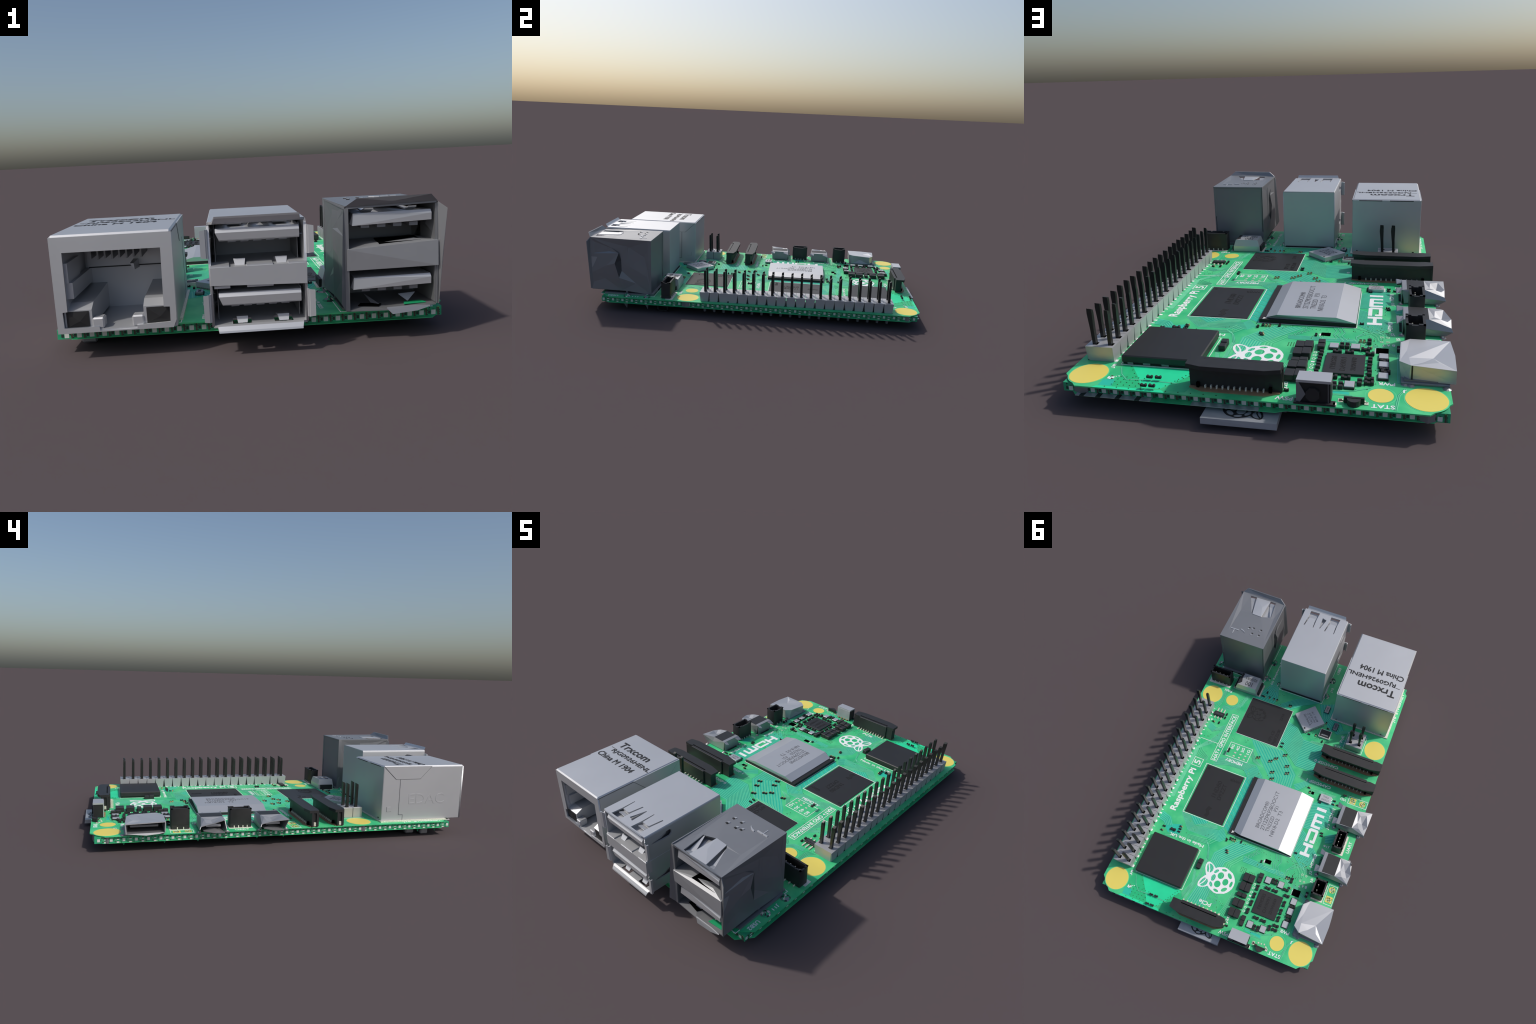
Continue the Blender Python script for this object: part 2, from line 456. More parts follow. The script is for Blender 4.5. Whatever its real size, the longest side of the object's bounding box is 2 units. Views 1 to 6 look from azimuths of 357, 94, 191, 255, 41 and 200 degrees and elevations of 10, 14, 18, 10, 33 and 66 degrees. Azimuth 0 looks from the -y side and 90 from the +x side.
# assorted nets filling the remaining areas
bundle([(.345, -.44), (.375, -.40), (.378, -.33)], [(.318, -.45), (.350, -.36), (.352, -.30)], 4, fill=False)
bundle([(.165, -.11), (.120, -.055), (.06, -.02)], [(.165, -.075), (.135, -.035), (.10, -.025)], 5, fill=False)
bundle([(.49, -.05), (.44, .0), (.395, .03), (.395, .06)], [(.49, .03), (.47, .05), (.42, .055), (.41, .06)], 5, fill=False)
bundle([(-.30, -.33), (-.25, -.31), (-.14, -.30)], [(-.30, -.29), (-.25, -.285), (-.13, -.285)], 4, fill=False)
bundle([(-.14, .01), (-.18, -.02), (-.22, -.06)], [(-.17, .045), (-.20, .01), (-.235, -.03)], 5)
bundle([(.17, .45), (.20, .50), (.30, .51)], [(.13, .49), (.16, .525), (.30, .535)], 4, fill=False)
bundle([(-.37, .43), (-.40, .46), (-.40, .49)], [(-.33, .46), (-.355, .49), (-.365, .53)], 4, fill=False)
bundle([(.19, .82), (.165, .75), (.185, .68)], [(.178, .85), (.152, .75), (.168, .69)], 4, fill=False)
bundle([(-.03, .86), (-.05, .80), (-.06, .72)], [(-.07, .86), (-.075, .80), (-.08, .73)], 4, fill=False)
bundle([(-.35, .57), (-.43, .62), (-.43, .80)], [(-.35, .555), (-.445, .61), (-.445, .80)], 3)
bundle([(-.42, .24), (-.44, .22), (-.47, .21)], [(-.43, .28), (-.455, .27), (-.47, .26)], 3)
bundle([(.30, .56), (.335, .535), (.42, .56)], [(.32, .565), (.345, .55), (.42, .57)], 2, fill=False)
bundle([(-.46, .83), (-.44, .87), (-.43, .95)], [(-.45, .83), (-.43, .87), (-.42, .95)], 2, fill=False)
bundle([(.53, -.30), (.50, -.33), (.49, -.43), (.44, -.46)], [(.48, -.30), (.47, -.325), (.475, -.42), (.43, -.445)], 4, fill=False)
# power nets around the regulator
for path in ([(-.230, .430), (-.245, .47), (-.235, .50), (-.262, .535), (-.292, .528), (-.287, .50), (-.326, .449), (-.283, .428)],
             [(-.200, .430), (-.213, .46), (-.205, .49), (-.22, .525), (-.17, .525), (-.150, .50)],
             [(-.215, .430), (-.228, .465), (-.218, .495), (-.245, .535)],
             [(-.326, .449), (-.345, .455), (-.40, .47)], [(-.287, .50), (-.345, .458)],
             [(.192, .505), (.165, .53), (.143, .60), (.146, .66)], [(.184, .515), (.158, .54), (.136, .60), (.14, .66)],
             [(.46, .83), (.44, .87), (.41, .90), (.36, .895), (.24, .90)],
             [(.36, .47), (.345, .50), (.345, .535), (.40, .545), (.41, .52)],
             [(-.16, .50), (-.155, .515), (-.17, .53)], [(-.20, .90), (-.25, .89), (-.30, .89)],
             [(-.17, .65), (-.19, .64), (-.20, .625), (-.30, .62)], [(-.35, .84), (-.30, .865), (-.20, .875)]):
    single(path)
serpentine((-.055, .520), (-.108, .462), 5, .009)
serpentine((.045, .735), (.040, .815), 3, .008)
serpentine((.010, .745), (.006, .825), 3, .009)
serpentine((.018, .605), (.012, .655), 3, .006)
serpentine((-.085, .455), (-.112, .44), 2, .008)

def finish(bm, name, mat, parent):
    me = bpy.data.meshes.new(name)
    bmesh.ops.recalc_face_normals(bm, faces=bm.faces)
    bm.to_mesh(me); bm.free()
    return link(name, me, mat, parent, stuff=True)
finish(BM_TEAL, 'copper_pour', M['teal'], board)
finish(BM_LINE, 'trace_outline', M['trace_line'], board)
finish(BM_TRACE, 'copper_trace', M['trace'], board)

bmp = bmesh.new()
pour_bm(bmp, [(.427, .815), (.210, .815), (.196, .822), (.283, .938), (.343, .941), (.372, .89)], ZT + 0.00016)
pour_bm(bmp, [(.50, .957), (.26, .957), (.275, .944), (.49, .946)], ZT + 0.00014)
finish(bmp, 'copper_pour', M['pour'], board)
bms = bmesh.new()
pour_bm(bms, [(.463, .81), (.433, .81), (.372, .885), (.343, .944), (.440, .944), (.446, .90)], ZT + 0.00010)
pour_bm(bms, [(.255, .885), (.196, .828), (.170, .84), (.20, .944), (.27, .944)], ZT + 0.00010)
finish(bms, 'stitched_pour', M['stitched'], board)
bmt = bmesh.new()
pour_bm(bmt, [(.485, .907), (.446, .904), (.440, .943), (.486, .943)], ZT + 0.00017)
pour_bm(bmt, [(-.20, .868), (-.29, .872), (-.29, .886), (-.20, .880)], ZT + 0.00017)
pour_bm(bmt, [(.445, .505), (.36, .475), (.345, .50), (.345, .54), (.41, .545), (.43, .53)], ZT + 0.00017)
finish(bmt, 'copper_pour', M['teal'], board)

def scatter_vias():
    dots, rims = bmesh.new(), bmesh.new()
    def dot(bm, x, y, r, z, n=6):
        a = [bm.verts.new((x + r * math.cos(i * 2 * math.pi / n), y + r * math.sin(i * 2 * math.pi / n), z)) for i in range(n)]
        b = [bm.verts.new((v.co.x, v.co.y, ZT - .0005)) for v in a]
        bm.faces.new(a)
        for i in range(n):
            bm.faces.new((a[i], b[i], b[(i + 1) % n], a[(i + 1) % n]))
    def via(x, y, rim=True):
        if rim:
            dot(rims, x, y, .0046, ZT + .00065, 8)
        dot(dots, x, y, .0021, ZT + .0010)
    # stitched rows beside the antenna clearing and along the board edge
    for k in range(7):
        t = k / 6
        via(.430 - .087 * t, .82 + .12 * t, False); via(.205 + .08 * t, .835 + .10 * t, False)
        via(.215 + .045 * t, .825 + .075 * t, False)
    for i in range(5):
        for j in range(4):
            via(.435 - .02 * i + .003 * j, .885 + .016 * j, False)
    for i in range(10):
        via(.46 - .04 * i, .948, False)
    for bx, by in ((-.055, .575), (-.105, .585)):
        for i in range(4):
            for j in range(4):
                via(bx - .0095 * i, by + .008 * j, False)
    regions = [(-.40, -.12, .43, .56, 46), (-.38, -.15, .55, .88, 90), (.20, .42, -.16, -.12, 14), (.36, .49, -.24, -.05, 22),
               (.40, .49, .0, .12, 8), (-.28, -.12, -.35, -.30, 16), (.15, .35, .43, .56, 10), (-.42, -.30, .40, .53, 24),
               (.08, .25, -.62, -.46, 30), (-.42, -.30, .19, .33, 12), (-.57, -.20, -.06, .01, 24), (.02, .17, -.01, .05, 10),
               (-.05, .10, .43, .47, 18), (-.09, .03, .72, .87, 14), (-.56, -.46, .82, .95, 6), (.46, .60, -.30, -.27, 3)]
    for x0, x1, y0, y1, n in regions:
        for _ in range(n):
            via(RNG.uniform(x0, x1), RNG.uniform(y0, y1), RNG.random() < .6)
    finish(rims, 'via_rim', M['ring'], board)
    finish(dots, 'via', M['via'], board)
scatter_vias()

# ------------------------------------------------------------------ printed legend
def logo_loops(scale=1.0, grow=1.0):
    """Berry emblem: outline with two leaves, and the holes between the white lines. v = up."""
    half = [(0, .109), (.012, .118), (.030, .129), (.050, .134), (.067, .131), (.073, .123), (.071, .108), (.064, .092), (.056, .082),
            (.052, .076), (.060, .067), (.065, .057), (.069, .045), (.074, .032), (.074, .017), (.069, .003),
            (.065, -.008), (.060, -.022), (.048, -.035), (.036, -.044), (.020, -.052), (0, -.0545)]
    outline = half + [(-u, v) for u, v in reversed(half[1:-1])]
    def ell(cx, cy, a, b, deg):
        c, s = math.cos(math.radians(deg)), math.sin(math.radians(deg))
        return [(cx + grow * (a * math.cos(t) * c - b * math.sin(t) * s), cy + grow * (a * math.cos(t) * s + b * math.sin(t) * c))
                for t in (i * 2 * math.pi / 20 for i in range(20))]
    holes = [ell(.0242, .0325, .0185, .0175, 0), ell(-.0242, .0325, .0185, .0175, 0), ell(0, -.0045, .0185, .0160, 0),
             ell(0, .0665, .0190, .0115, 0), ell(0, -.0375, .0170, .0075, 0)]
    for s in (1, -1):
        holes.append(ell(s * .0378, .0645, .0150, .0080, -s * 38))
        holes.append(ell(s * .0590, .0260, .0068, .0150, s * 8))
        holes.append(ell(s * .0395, -.0135, .0175, .0095, s * 48))
        a = [(.062, .1255), (.045, .1245), (.028, .118), (.016, .109), (.018, .103), (.030, .105), (.046, .113)]
        b = [(.064, .1190), (.065, .106), (.058, .093), (.046, .085), (.031, .085), (.020, .092), (.019, .0975), (.032, .0995), (.048, .108)]
        holes += [[(s * u, v) for u, v in a], [(s * u, v) for u, v in b]]
    f = lambda loop: [(u * scale, v * scale) for u, v in loop]
    return f(outline), [f(h) for h in holes]

def emblem(x, y, z, turn, scale, mat, parent, name='berry_emblem', grow=1.0, thick=0.0008, flip=False):
    o, h = logo_loops(scale, grow)
    me = cut_plate_mesh(name, o, h, thick + .0004)
    m = Matrix.Translation((x, y, z - .0004)) @ Matrix.Rotation(math.radians(turn), 4, 'Z')
    me.transform(m)
    return link(name, me, mat, parent)

emblem(0.0, .6853, ZT, -90, 1.0, M['silk'], board, thick=.0011)

LT = dict(parent=board)
label('Raspberry Pi', .4395, .274, .278, .046, -90, **LT, weight=.035, thick=.0010)
label('5', .441, .0885, .026, .036, -90, **LT)
outline_frame('printed_box', rect(.4125, .4690, .0600, .1155), .003, ZT, M['silk'], board)
outline_frame('printed_box', rect(.3375, .3780, -.2900, .0445), .0026, ZT, M['silk'], board)
label('HAT+ GPIO INTERFACE', .3580, -.1210, .318, .022, -90, **LT)
boxes('printed_line', [(.379, .492, -.0695, -.0670, ZT - .0004, ZT + .0008)], M['silk'], board)
outline_frame('printed_box', rect(.1665, .3100, -.1100, -.0138), .0026, ZT, M['silk'], board)
for t, x in (('8G', .288), ('4G', .254), ('2G', .2215), ('1G', .186)):
    label(t, x, -.0825, .030, .017, -90, **LT)
for x in (.2577, .224, .1925):
    boxes('memory_strap_pad', [(x - .006, x + .006, -.055, -.047, ZT - .0004, ZT + .0008), (x - .006, x + .006, -.032, -.024, ZT - .0004, ZT + .0008)], M['tin'], board, stuff=True)
label('MEMORY', .241, .0075, .106, .019, 0, **LT)
label('Made in the UK', .2925, .5475, .205, .0165, 0, **LT)
label('PCIe', .052, .8265, .068, .021, 0, **LT)
label('J20', -.0955, .8605, .040, .0165, -90, **LT)
label('PSW', -.1025, .9330, .052, .018, 0, **LT)
label('STAT', -.3890, .9355, .066, .018, 0, **LT)
label('PWR', -.3980, .8095, .050, .017, 0, **LT)
label('J5', -.4369, .5034, .026, .016, -90, **LT)
label('HDMI0', -.4065, .397, .078, .017, -90, **LT)
label('J2', -.4165, .464, .022, .015, -90, **LT)
label('HDMI1', -.4115, .105, .078, .017, -90, **LT)
label('J13', -.4175, .181, .034, .015, -90, **LT)
label('UART', -.5650, .2525, .068, .017, -90, **LT)
label('J16', -.4457, .2926, .034, .015, 0, **LT)
label('VID', -.4417, -.0080, .034, .015, 0, **LT)
label('T', -.3850, .554, .010, .014, 0, **LT); label('A', -.4014, .5505, .011, .014, 0, **LT); label('B', -.4187, .5495, .010, .014, 0, **LT)
label('CAM/DISP 0', -.2745, -.1840, .148, .0165, 0, **LT)
label('CAM/DISP 1', -.2755, -.0478, .148, .0165, 0, **LT)
label('PoE', -.3070, -.3775, .046, .016, -90, **LT)
label('J14', -.2987, -.3219, .034, .015, 0, **LT)
label('FAN', .4710, -.4346, .046, .016, 0, **LT)
label('(c) Raspberry Pi 2023', .2370, -.7050, .250, .016, -90, **LT)
label('J12', -.1356, -.6818, .034, .015, -90, **LT)
label('USB3', -.1288, -.8358, .050, .016, -90, **LT)
label('USB2', .5985, -.8052, .060, .018, -90, **LT)
label('J11', .5962, -.6734, .036, .018, -90, **LT)
label('J19', .4690, -.5432, .030, .015, 0, **LT)
label('J10  ETHERNET', -.5660, -.715, .220, .015, -90, **LT)
label('J8', .4901, .8243, .028, .014, -90, **LT)
label('J', -.452, .845, .010, .016, 0, **LT)

# big block lettering with square counters
def hdmi_mark():
    """Heavy 'HDMI' wordmark; reads along -y, letter tops toward +x."""
    z0, z1 = ZT - .0004, ZT + .0011
    top, bot = -.3200, -.3760     # x of letter tops / feet
    specs = []
    def bar(y0, y1, x0, x1):
        specs.append((x0, x1, y0, y1, z0, z1))
    # H : two slabs joined by a bar
    bar(.389, .371, bot, top); bar(.3325, .3150, bot, top); bar(.371, .3325, -.3550, -.3410)
    boxes('printed_wordmark', specs, M['silk'], board)
    d = [(-.3205, .3065), (-.3205, .2330), (-.3290, .2235), (-.3700, .2235), (-.3760, .2300), (-.3760, .3065), (-.3475, .3065),
         (-.3475, .2915), (-.3615, .2915), (-.3615, .2400), (-.3360, .2400), (-.3360, .3065)]
    prism('printed_wordmark', d, z0, z1, M['silk'], board)
    mm = [(-.3760, .2165), (-.3215, .2165), (-.3215, .1340), (-.3260, .1290), (-.3760, .1290), (-.3760, .1440), (-.3385, .1440),
          (-.3385, .1655), (-.3760, .1655), (-.3760, .1800), (-.3385, .1800), (-.3385, .2015), (-.3760, .2015)]
    prism('printed_wordmark', mm, z0, z1, M['silk'], board)
    box('printed_wordmark', -.3760, -.3200, .0900, .1080, z0, z1, M['silk'], board)
hdmi_mark()

# printed outlines round the large packages
outline_frame('printed_box', rect(.1320, .3875, .0742, .4028), .0026, ZT, M['silk'], board)
outline_frame('printed_box', rect(.0368, .3088, -.4475, -.1765), .0024, ZT, M['silk'], board)
outline_frame('printed_box', rect(-.2850, .0915, .0515, .4260), .0022, ZT, M['silk'], board)
outline_frame('printed_box', rect(.1945, .4730, .5735, .8110), .0024, ZT, M['silk'], board)
outline_frame('printed_box', rect(-.5825, -.4695, -.0425, .0047), .0024, ZT, M['silk'], board)
outline_frame('printed_box', rect(-.5810, -.5325, .4860, .5955), .0024, ZT, M['silk'], board)
outline_frame('printed_box', rect(-.5540, -.1980, -.8850, -.4800), .0026, ZT, M['silk'], board)
outline_frame('printed_box', rect(-.4470, -.3290, -.4380, -.3170), .0024, ZT, M['silk'], board)
outline_frame('printed_box', rect(-.1080, .1790, -.8850, -.5640), .0026, ZT, M['silk'], board)
outline_frame('printed_box', rect(.2870, .5760, -.8850, -.5690), .0026, ZT, M['silk'], board)

# ------------------------------------------------------------------ pads and round test points
def speckled_pad(x, y, r, square=False, name='solder_pad'):
    if square:
        box(name, x - r, x + r, y - r, y + r, ZT - .0005, ZT + .0007, M['gold'], board)
    else:
        prism(name, ring_pts(x, y, r, 20), ZT - .0005, ZT + .0007, M['gold'], board)
    bm = bmesh.new()
    for _ in range(46):
        a, d = RNG.uniform(0, 6.28), r * .80 * math.sqrt(RNG.random())
        s = r * RNG.uniform(.07, .15)
        box_bm(bm, x + d * math.cos(a) - s, x + d * math.cos(a) + s, y + d * math.sin(a) - s, y + d * math.sin(a) + s, ZT, ZT + .0010 + RNG.random() * .0004)
    me = bpy.data.meshes.new('solder_speck'); bm.to_mesh(me); bm.free()
    for i in range(3):
        me.materials.append((M['tin'], M['mask_dark'], M['edge_brown'])[i])
    for i, p in enumerate(me.polygons):
        p.material_index = (i // 6) % 3
    link('solder_speck', me, [], board, stuff=True)

speckled_pad(-.4974, -.0185, .0175, True); speckled_pad(-.5531, -.0188, .0175)
speckled_pad(-.5564, .5113, .0175); speckled_pad(-.5567, .5656, .0175, True)
for x, y in ((-.3774, .491), (-.3997, .491), (-.3777, .527), (-.3994, .5258)):
    prism('test_point', ring_pts(x, y, .0062, 10), ZT - .0005, ZT + .0008, M['tin'], board)
    prism('test_point_centre', ring_pts(x, y, .0038, 10), ZT - .0005, ZT + .0011, M['mask'], board)
for y in (.636, .657, .681, .7225, .7425, .768, .7885):
    prism('test_point', ring_pts(-.157, y, .0066, 10), ZT - .0005, ZT + .0008, M['silk'], board)
    prism('test_point_centre', ring_pts(-.157, y, .0042, 10), ZT - .0005, ZT + .0011, M['mask'], board)
boxes('solder_pad', [(-.163, -.151, .6985, .7065, ZT - .0005, ZT + .0009)], M['silk'], board)

# raised solder domes beside the USB shells
for x, y in ((.2800, -.7371), (.2790, -.6109), (.5925, -.6054), (-.1136, -.7505), (-.1126, -.6275), (.5900, -.7275), (.183, -.60), (.183, -.735)):
    r = .023
    rings = [(r, .0), (r * .75, .005), (r * .35, .010), (r * .22, .016)]
    v, f = [], []
    n = 12
    for rr, h in rings:
        v += [(px, py, ZT + h) for px, py in ring_pts(x, y, rr, n)]
    for k in range(len(rings) - 1):
        f += [(k * n + i, k * n + (i + 1) % n, (k + 1) * n + (i + 1) % n, (k + 1) * n + i) for i in range(n)]
    f.append(tuple(range((len(rings) - 1) * n, len(rings) * n)))
    idx = [RNG.choice((0, 0, 1, 2, 3)) for _ in f]
    mesh_of('solder_joint', v, f, [M['mask_edge'], M['tin'], M['edge_dark'], M['metal_dull']], board, idx)

# ------------------------------------------------------------------ pin header
header = empty('pin_header', (0.55, 0.25, ZT))
def at_origin(o, parent):
    """Parent without moving (objects carry world coordinates)."""
    o.parent = parent
    o.matrix_parent_inverse = parent.matrix_world.inverted()
    return o

def header_block_mesh(seed):
    """Plastic block for two pins: tapered toward the board, chamfered corners, irregular facets."""
    r = random.Random(seed)
    w, h = .0495, .0268
    c = .010
    j = lambda s=.0022: r.uniform(-s, s)
    top = [(-w + j(), -h), (w - c, -h), (w, -h + c), (w, h - c + j()), (w - c, h + j(.001)), (-w, h)]
    top = [(-w, -h + j()), (-w + c * .4, -h), (w - c * .4, -h), (w, -h + j()), (w, h - j()), (w - c * .4, h), (-w + c * .4, h), (-w, h + j())]
    bot = [(-w + .001, -h + .006 + j(.004)), (-w + .006, -h + .004), (w - .008, -h + .004), (w - .002, -h + .006 + j(.004)),
           (w - .002, h - .006 + j(.004)), (w - .008, h - .003), (-w + .006, h - .003), (-w + .001, h - .006 + j(.004))]
    z0, z1 = .0812, .1350
    n = 8
    v = [(x, y, z0) for x, y in bot] + [(x, y, z1) for x, y in top]
    f = [tuple(range(n)), tuple(range(n, 2 * n))]
    for i in range(n):
        a, b, c2, d = i, (i + 1) % n, n + (i + 1) % n, n + i
        f += [(a, b, c2), (a, c2, d)] if r.random() < .5 else [(a, b, d), (b, c2, d)]
    me = bpy.data.meshes.new('header_block')
    me.from_pydata(v, [], f)
    bm = bmesh.new(); bm.from_mesh(me); bmesh.ops.recalc_face_normals(bm, faces=bm.faces); bm.to_mesh(me); bm.free()
    me.materials.append(M['grey'])
    return me

def pin_mesh(seed, inner):
    """Slender pin, thicker at the top, obliquely cut."""
    r = random.Random(seed)
    lean = (.002 if inner else .0045) + r.uniform(-.0015, .0015)
    rings = [(.1330, .0060, .0070, 0, 0), (.190, .0062, .0068, lean * .5, -.001),
             (.245, .0070 if inner else .0092, .0062, lean, -.002)]
    v, f = [], []
    for z, ax, ay, ox, oy in rings:
        v += [(ox - ax, oy - ay, z), (ox + ax, oy - ay, z), (ox + ax, oy + ay, z), (ox - ax, oy + ay, z)]
    ox, oy = rings[-1][3], rings[-1][4]
    wx = .0055 if inner else .0082
    lo, hi = .2550 + r.uniform(-.002, .002), .2625 + r.uniform(-.002, .002)
    v += [(ox - wx, oy - .0058, lo), (ox + wx, oy - .0058, lo + .002), (ox + wx, oy + .0062, hi), (ox - wx, oy + .0062, hi - .001)]
    for k in range(3):
        f += [(k * 4 + i, k * 4 + (i + 1) % 4, k * 4 + 4 + (i + 1) % 4, k * 4 + 4 + i) for i in range(4)]
    f += [(12, 13, 14), (12, 14, 15)]
    me = bpy.data.meshes.new('header_pin')
    me.from_pydata(v, [], f)
    bm = bmesh.new(); bm.from_mesh(me); bmesh.ops.recalc_face_normals(bm, faces=bm.faces); bm.to_mesh(me); bm.free()
    me.materials.append(M['pin'])
    return me

def place(me, name, x, y, parent, z=0.0, rot=0.0, scale=None):
    o = bpy.data.objects.new(name, me)
    bpy.context.scene.collection.objects.link(o)
    o.location = (x, y, z)
    o.rotation_euler = (0, 0, rot)
    if scale:
        o.scale = scale
    o.parent = parent
    o.matrix_parent_inverse = parent.matrix_world.inverted()
    return o

BLOCKS = [header_block_mesh(s) for s in range(5)]
PINS_A = [pin_mesh(20 + s, False) for s in range(5)]
PINS_B = [pin_mesh(40 + s, True) for s in range(5)]
sock = bpy.data.meshes.new('pin_socket')
bm = bmesh.new(); box_bm(bm, -.0085, .0085, -.0085, .0085, .130, .1356); bm.to_mesh(sock); bm.free(); sock.materials.append(M['void'])
tail = bpy.data.meshes.new('pin_tail')
bm = bmesh.new(); bmesh.ops.create_cone(bm, cap_ends=True, segments=8, radius1=.0075, radius2=.0095, depth=.034, matrix=Matrix.Translation((0, 0, .030)))
bm.to_mesh(tail); bm.free(); tail.materials.append(M['metal_dull'])
BLOCK_X, Y_FIRST = .5505, .7745
for i in range(20):
    y = Y_FIRST - PITCH * i
    place(BLOCKS[i % 5], 'header_block', BLOCK_X, y, header, rot=math.pi if (i // 5) % 2 else 0)
    for k, x in enumerate((.5755, .5195)):
        place((PINS_B if k else PINS_A)[(i * 2 + k) % 5], 'header_pin', x, y + .002, header)
        place(sock, 'pin_socket', x - .003, y + .003, header)
        place(tail, 'pin_tail', x, y, header)
# one solid web joins two of the blocks
o = box('header_web', .502, .599, -.158, -.128, .090, .1346, M['grey'], header); at_origin(o, header)
o = box('header_base', .503, .598, -.293, .798, ZT + .0003, .084, M['edge_dark'], header); at_origin(o, header)
specks = []
for i in range(40):
    y = -.285 + i * PITCH / 2 + RNG.uniform(-.004, .004)
    w = RNG.uniform(.003, .007) if i % 2 else RNG.uniform(.001, .003)
    specks.append((.4955 - RNG.uniform(0, .004), .504, y - w, y + w, ZT - .0004, ZT + .0009))
boxes('header_silk_dash', specks, M['silk'], board, stuff=True)

# ------------------------------------------------------------------ flat chips
def chip(name, x0, x1, y0, y1, z1, mat, bevel=.0015, z0=ZT):
    return box(name, x0, x1, y0, y1, z0, z1, mat, None, bevel)

# memory
ram = chip('memory_chip', .1420, .3765, .0800, .3970, .0838, M['chip'], .0008)
label('1ND80', .262, .205, .105, .026, -90, z=.0838, mat='chip_print', parent=ram, name='chip_marking', thick=.0007, weight=.02)
label('D9ZZT', .226, .213, .100, .024, -90, z=.0838, mat='chip_print', parent=ram, name='chip_marking', thick=.0007, weight=.02)
label('NWJR', .185, .118, .060, .020, 0, z=.0838, mat='chip_print', parent=ram, name='chip_marking', thick=.0007, weight=.02)
prism('chip_dot', ring_pts(.358, .101, .0085, 12), .0836, .0843, M['chip_print'], ram)
prism('chip_maker_mark', [(.236, .325), (.262, .318), (.270, .345), (.258, .362), (.266, .380), (.246, .385), (.238, .362), (.250, .344)], .0836, .0843, M['chip_print'], ram)
# io controller
rp = chip('controller_chip', .0400, .3070, -.4450, -.1795, .0845, M['chip'], .0008)
emblem(.208, -.345, .0845, -90, .62, M['chip_print'], rp, 'chip_emblem', grow=1.35, thick=.0006)
label('RP1-C0', .098, -.235, .075, .020, -90, z=.0845, mat='chip_print', parent=rp, name='chip_marking', thick=.0006, weight=.02)
label('P68KZ0.00', .068, -.240, .105, .020, -90, z=.0845, mat='chip_print', parent=rp, name='chip_marking', thick=.0006, weight=.02)
label('2218', .085, -.380, .050, .016, -90, z=.0845, mat='chip_print', parent=rp, name='chip_marking', thick=.0006, weight=.02)
# radio module
wf = chip('radio_module', .2005, .4705, .5760, .8075, .1138, M['chip'], .0035, z0=.0870)
boxes('radio_module_foot', [(.205, .466, .580, .803, ZT, .0872)], M['soft_black'], wf)
boxes('radio_shield_tab', [(.43, .45, .797, .8065, ZT, .096), (.37, .395, .797, .8065, ZT, .096), (.305, .33, .797, .8065, ZT, .096)], M['metal_dull'], wf)
# processor with nickel lid
cpu = chip('processor', -.2815, .0885, .0550, .4225, .0955, M['soft_black'], .0)
xt, xb = (.0185, -.2080), (.0640, -.2815)
v = [(xb[0], .0600, .0957), (xb[1], .0560, .0957), (xb[1], .4215, .0957), (xb[0], .4080, .0957),
     (xb[0], .0600, .0985), (xb[1], .0560, .0972), (xb[1], .4215, .0972), (xb[0], .4080, .0985),
     (xt[0], .0545, .1165), (xt[1], .0525, .1165), (xt[1], .4200, .1165), (xt[0], .4205, .1160)]
f = [(0, 1, 2, 3), (8, 9, 10, 11)]
for a in (0, 4):
    f += [(a + i, a + (i + 1) % 4, a + 4 + (i + 1) % 4, a + 4 + i) for i in range(4)]
lid = mesh_of('processor_lid', v, f, M['lid'], cpu)
LM = dict(mat='grey_ink', parent=cpu, name='lid_marking', thick=.0005, weight=0.0)
label('BROADCOM®', -.0480, .2610, .165, .0225, -90, z=.1165, **LM)
label('2712ZPKFSBOOC1T', -.0790, .2240, .245, .0225, -90, z=.1165, **LM)
label('TN232D    P31', -.1085, .2660, .160, .0215, -90, z=.1165, **LM)
label('N818-D2  T3', -.1390, .2850, .158, .0215, -90, z=.1165, **LM)
prism('corner_mark', [(.074, .403), (.060, .411), (.076, .421)], .0950, .0963, M['component_white'], cpu)

# network transceiver: turned 45 degrees, with pins
ph = empty('network_chip', (-.0795, -.4255, ZT))
c, hw = (-.0795, -.4255), .0675
def rot45(pts, cx, cy, a=math.radians(45.5)):
    return [(cx + x * math.cos(a) - y * math.sin(a), cy + x * math.sin(a) + y * math.cos(a)) for x, y in pts]
o = prism('network_chip_body', rot45(rect(-hw, hw, -hw, hw), *c), ZT + .0010, .1045, M['lid']); at_origin(o, ph)
bm = bmesh.new()
for side in range(4):
    for i in range(12):
        t = -hw + .008 + i * (2 * hw - .016) / 11
        px, py = rot45([(t, hw + .002)], 0, 0, math.radians(45.5 + 90 * side))[0]
        box_bm(bm, c[0] + px - .0025, c[0] + px + .0025, c[1] + py - .0025, c[1] + py + .0025, ZT - .0003, ZT + .005)
me = bpy.data.meshes.new('chip_lead'); bm.to_mesh(me); bm.free()
at_origin(link('chip_lead', me, M['metal_dull'], None, stuff=True), ph)
for k, (t, L) in enumerate((('BCM54213PE', .085), ('TA2137  G', .075), ('A2119-P77', .075), ('807-65  1 W', .078))):
    lx, ly = c[0] - (-.018 + .017 * k) * .707 * -1 * -1, c[1] - (-.018 + .017 * k) * .707
    o = label(t, lx, ly, L, .012, -45, z=.1045, mat='grey_ink', name='chip_marking', thick=.0005, weight=0); at_origin(o, ph)
o = prism('chip_dot', ring_pts(-.072, -.352, .006, 10), .1043, .1050, M['ink']); at_origin(o, ph)

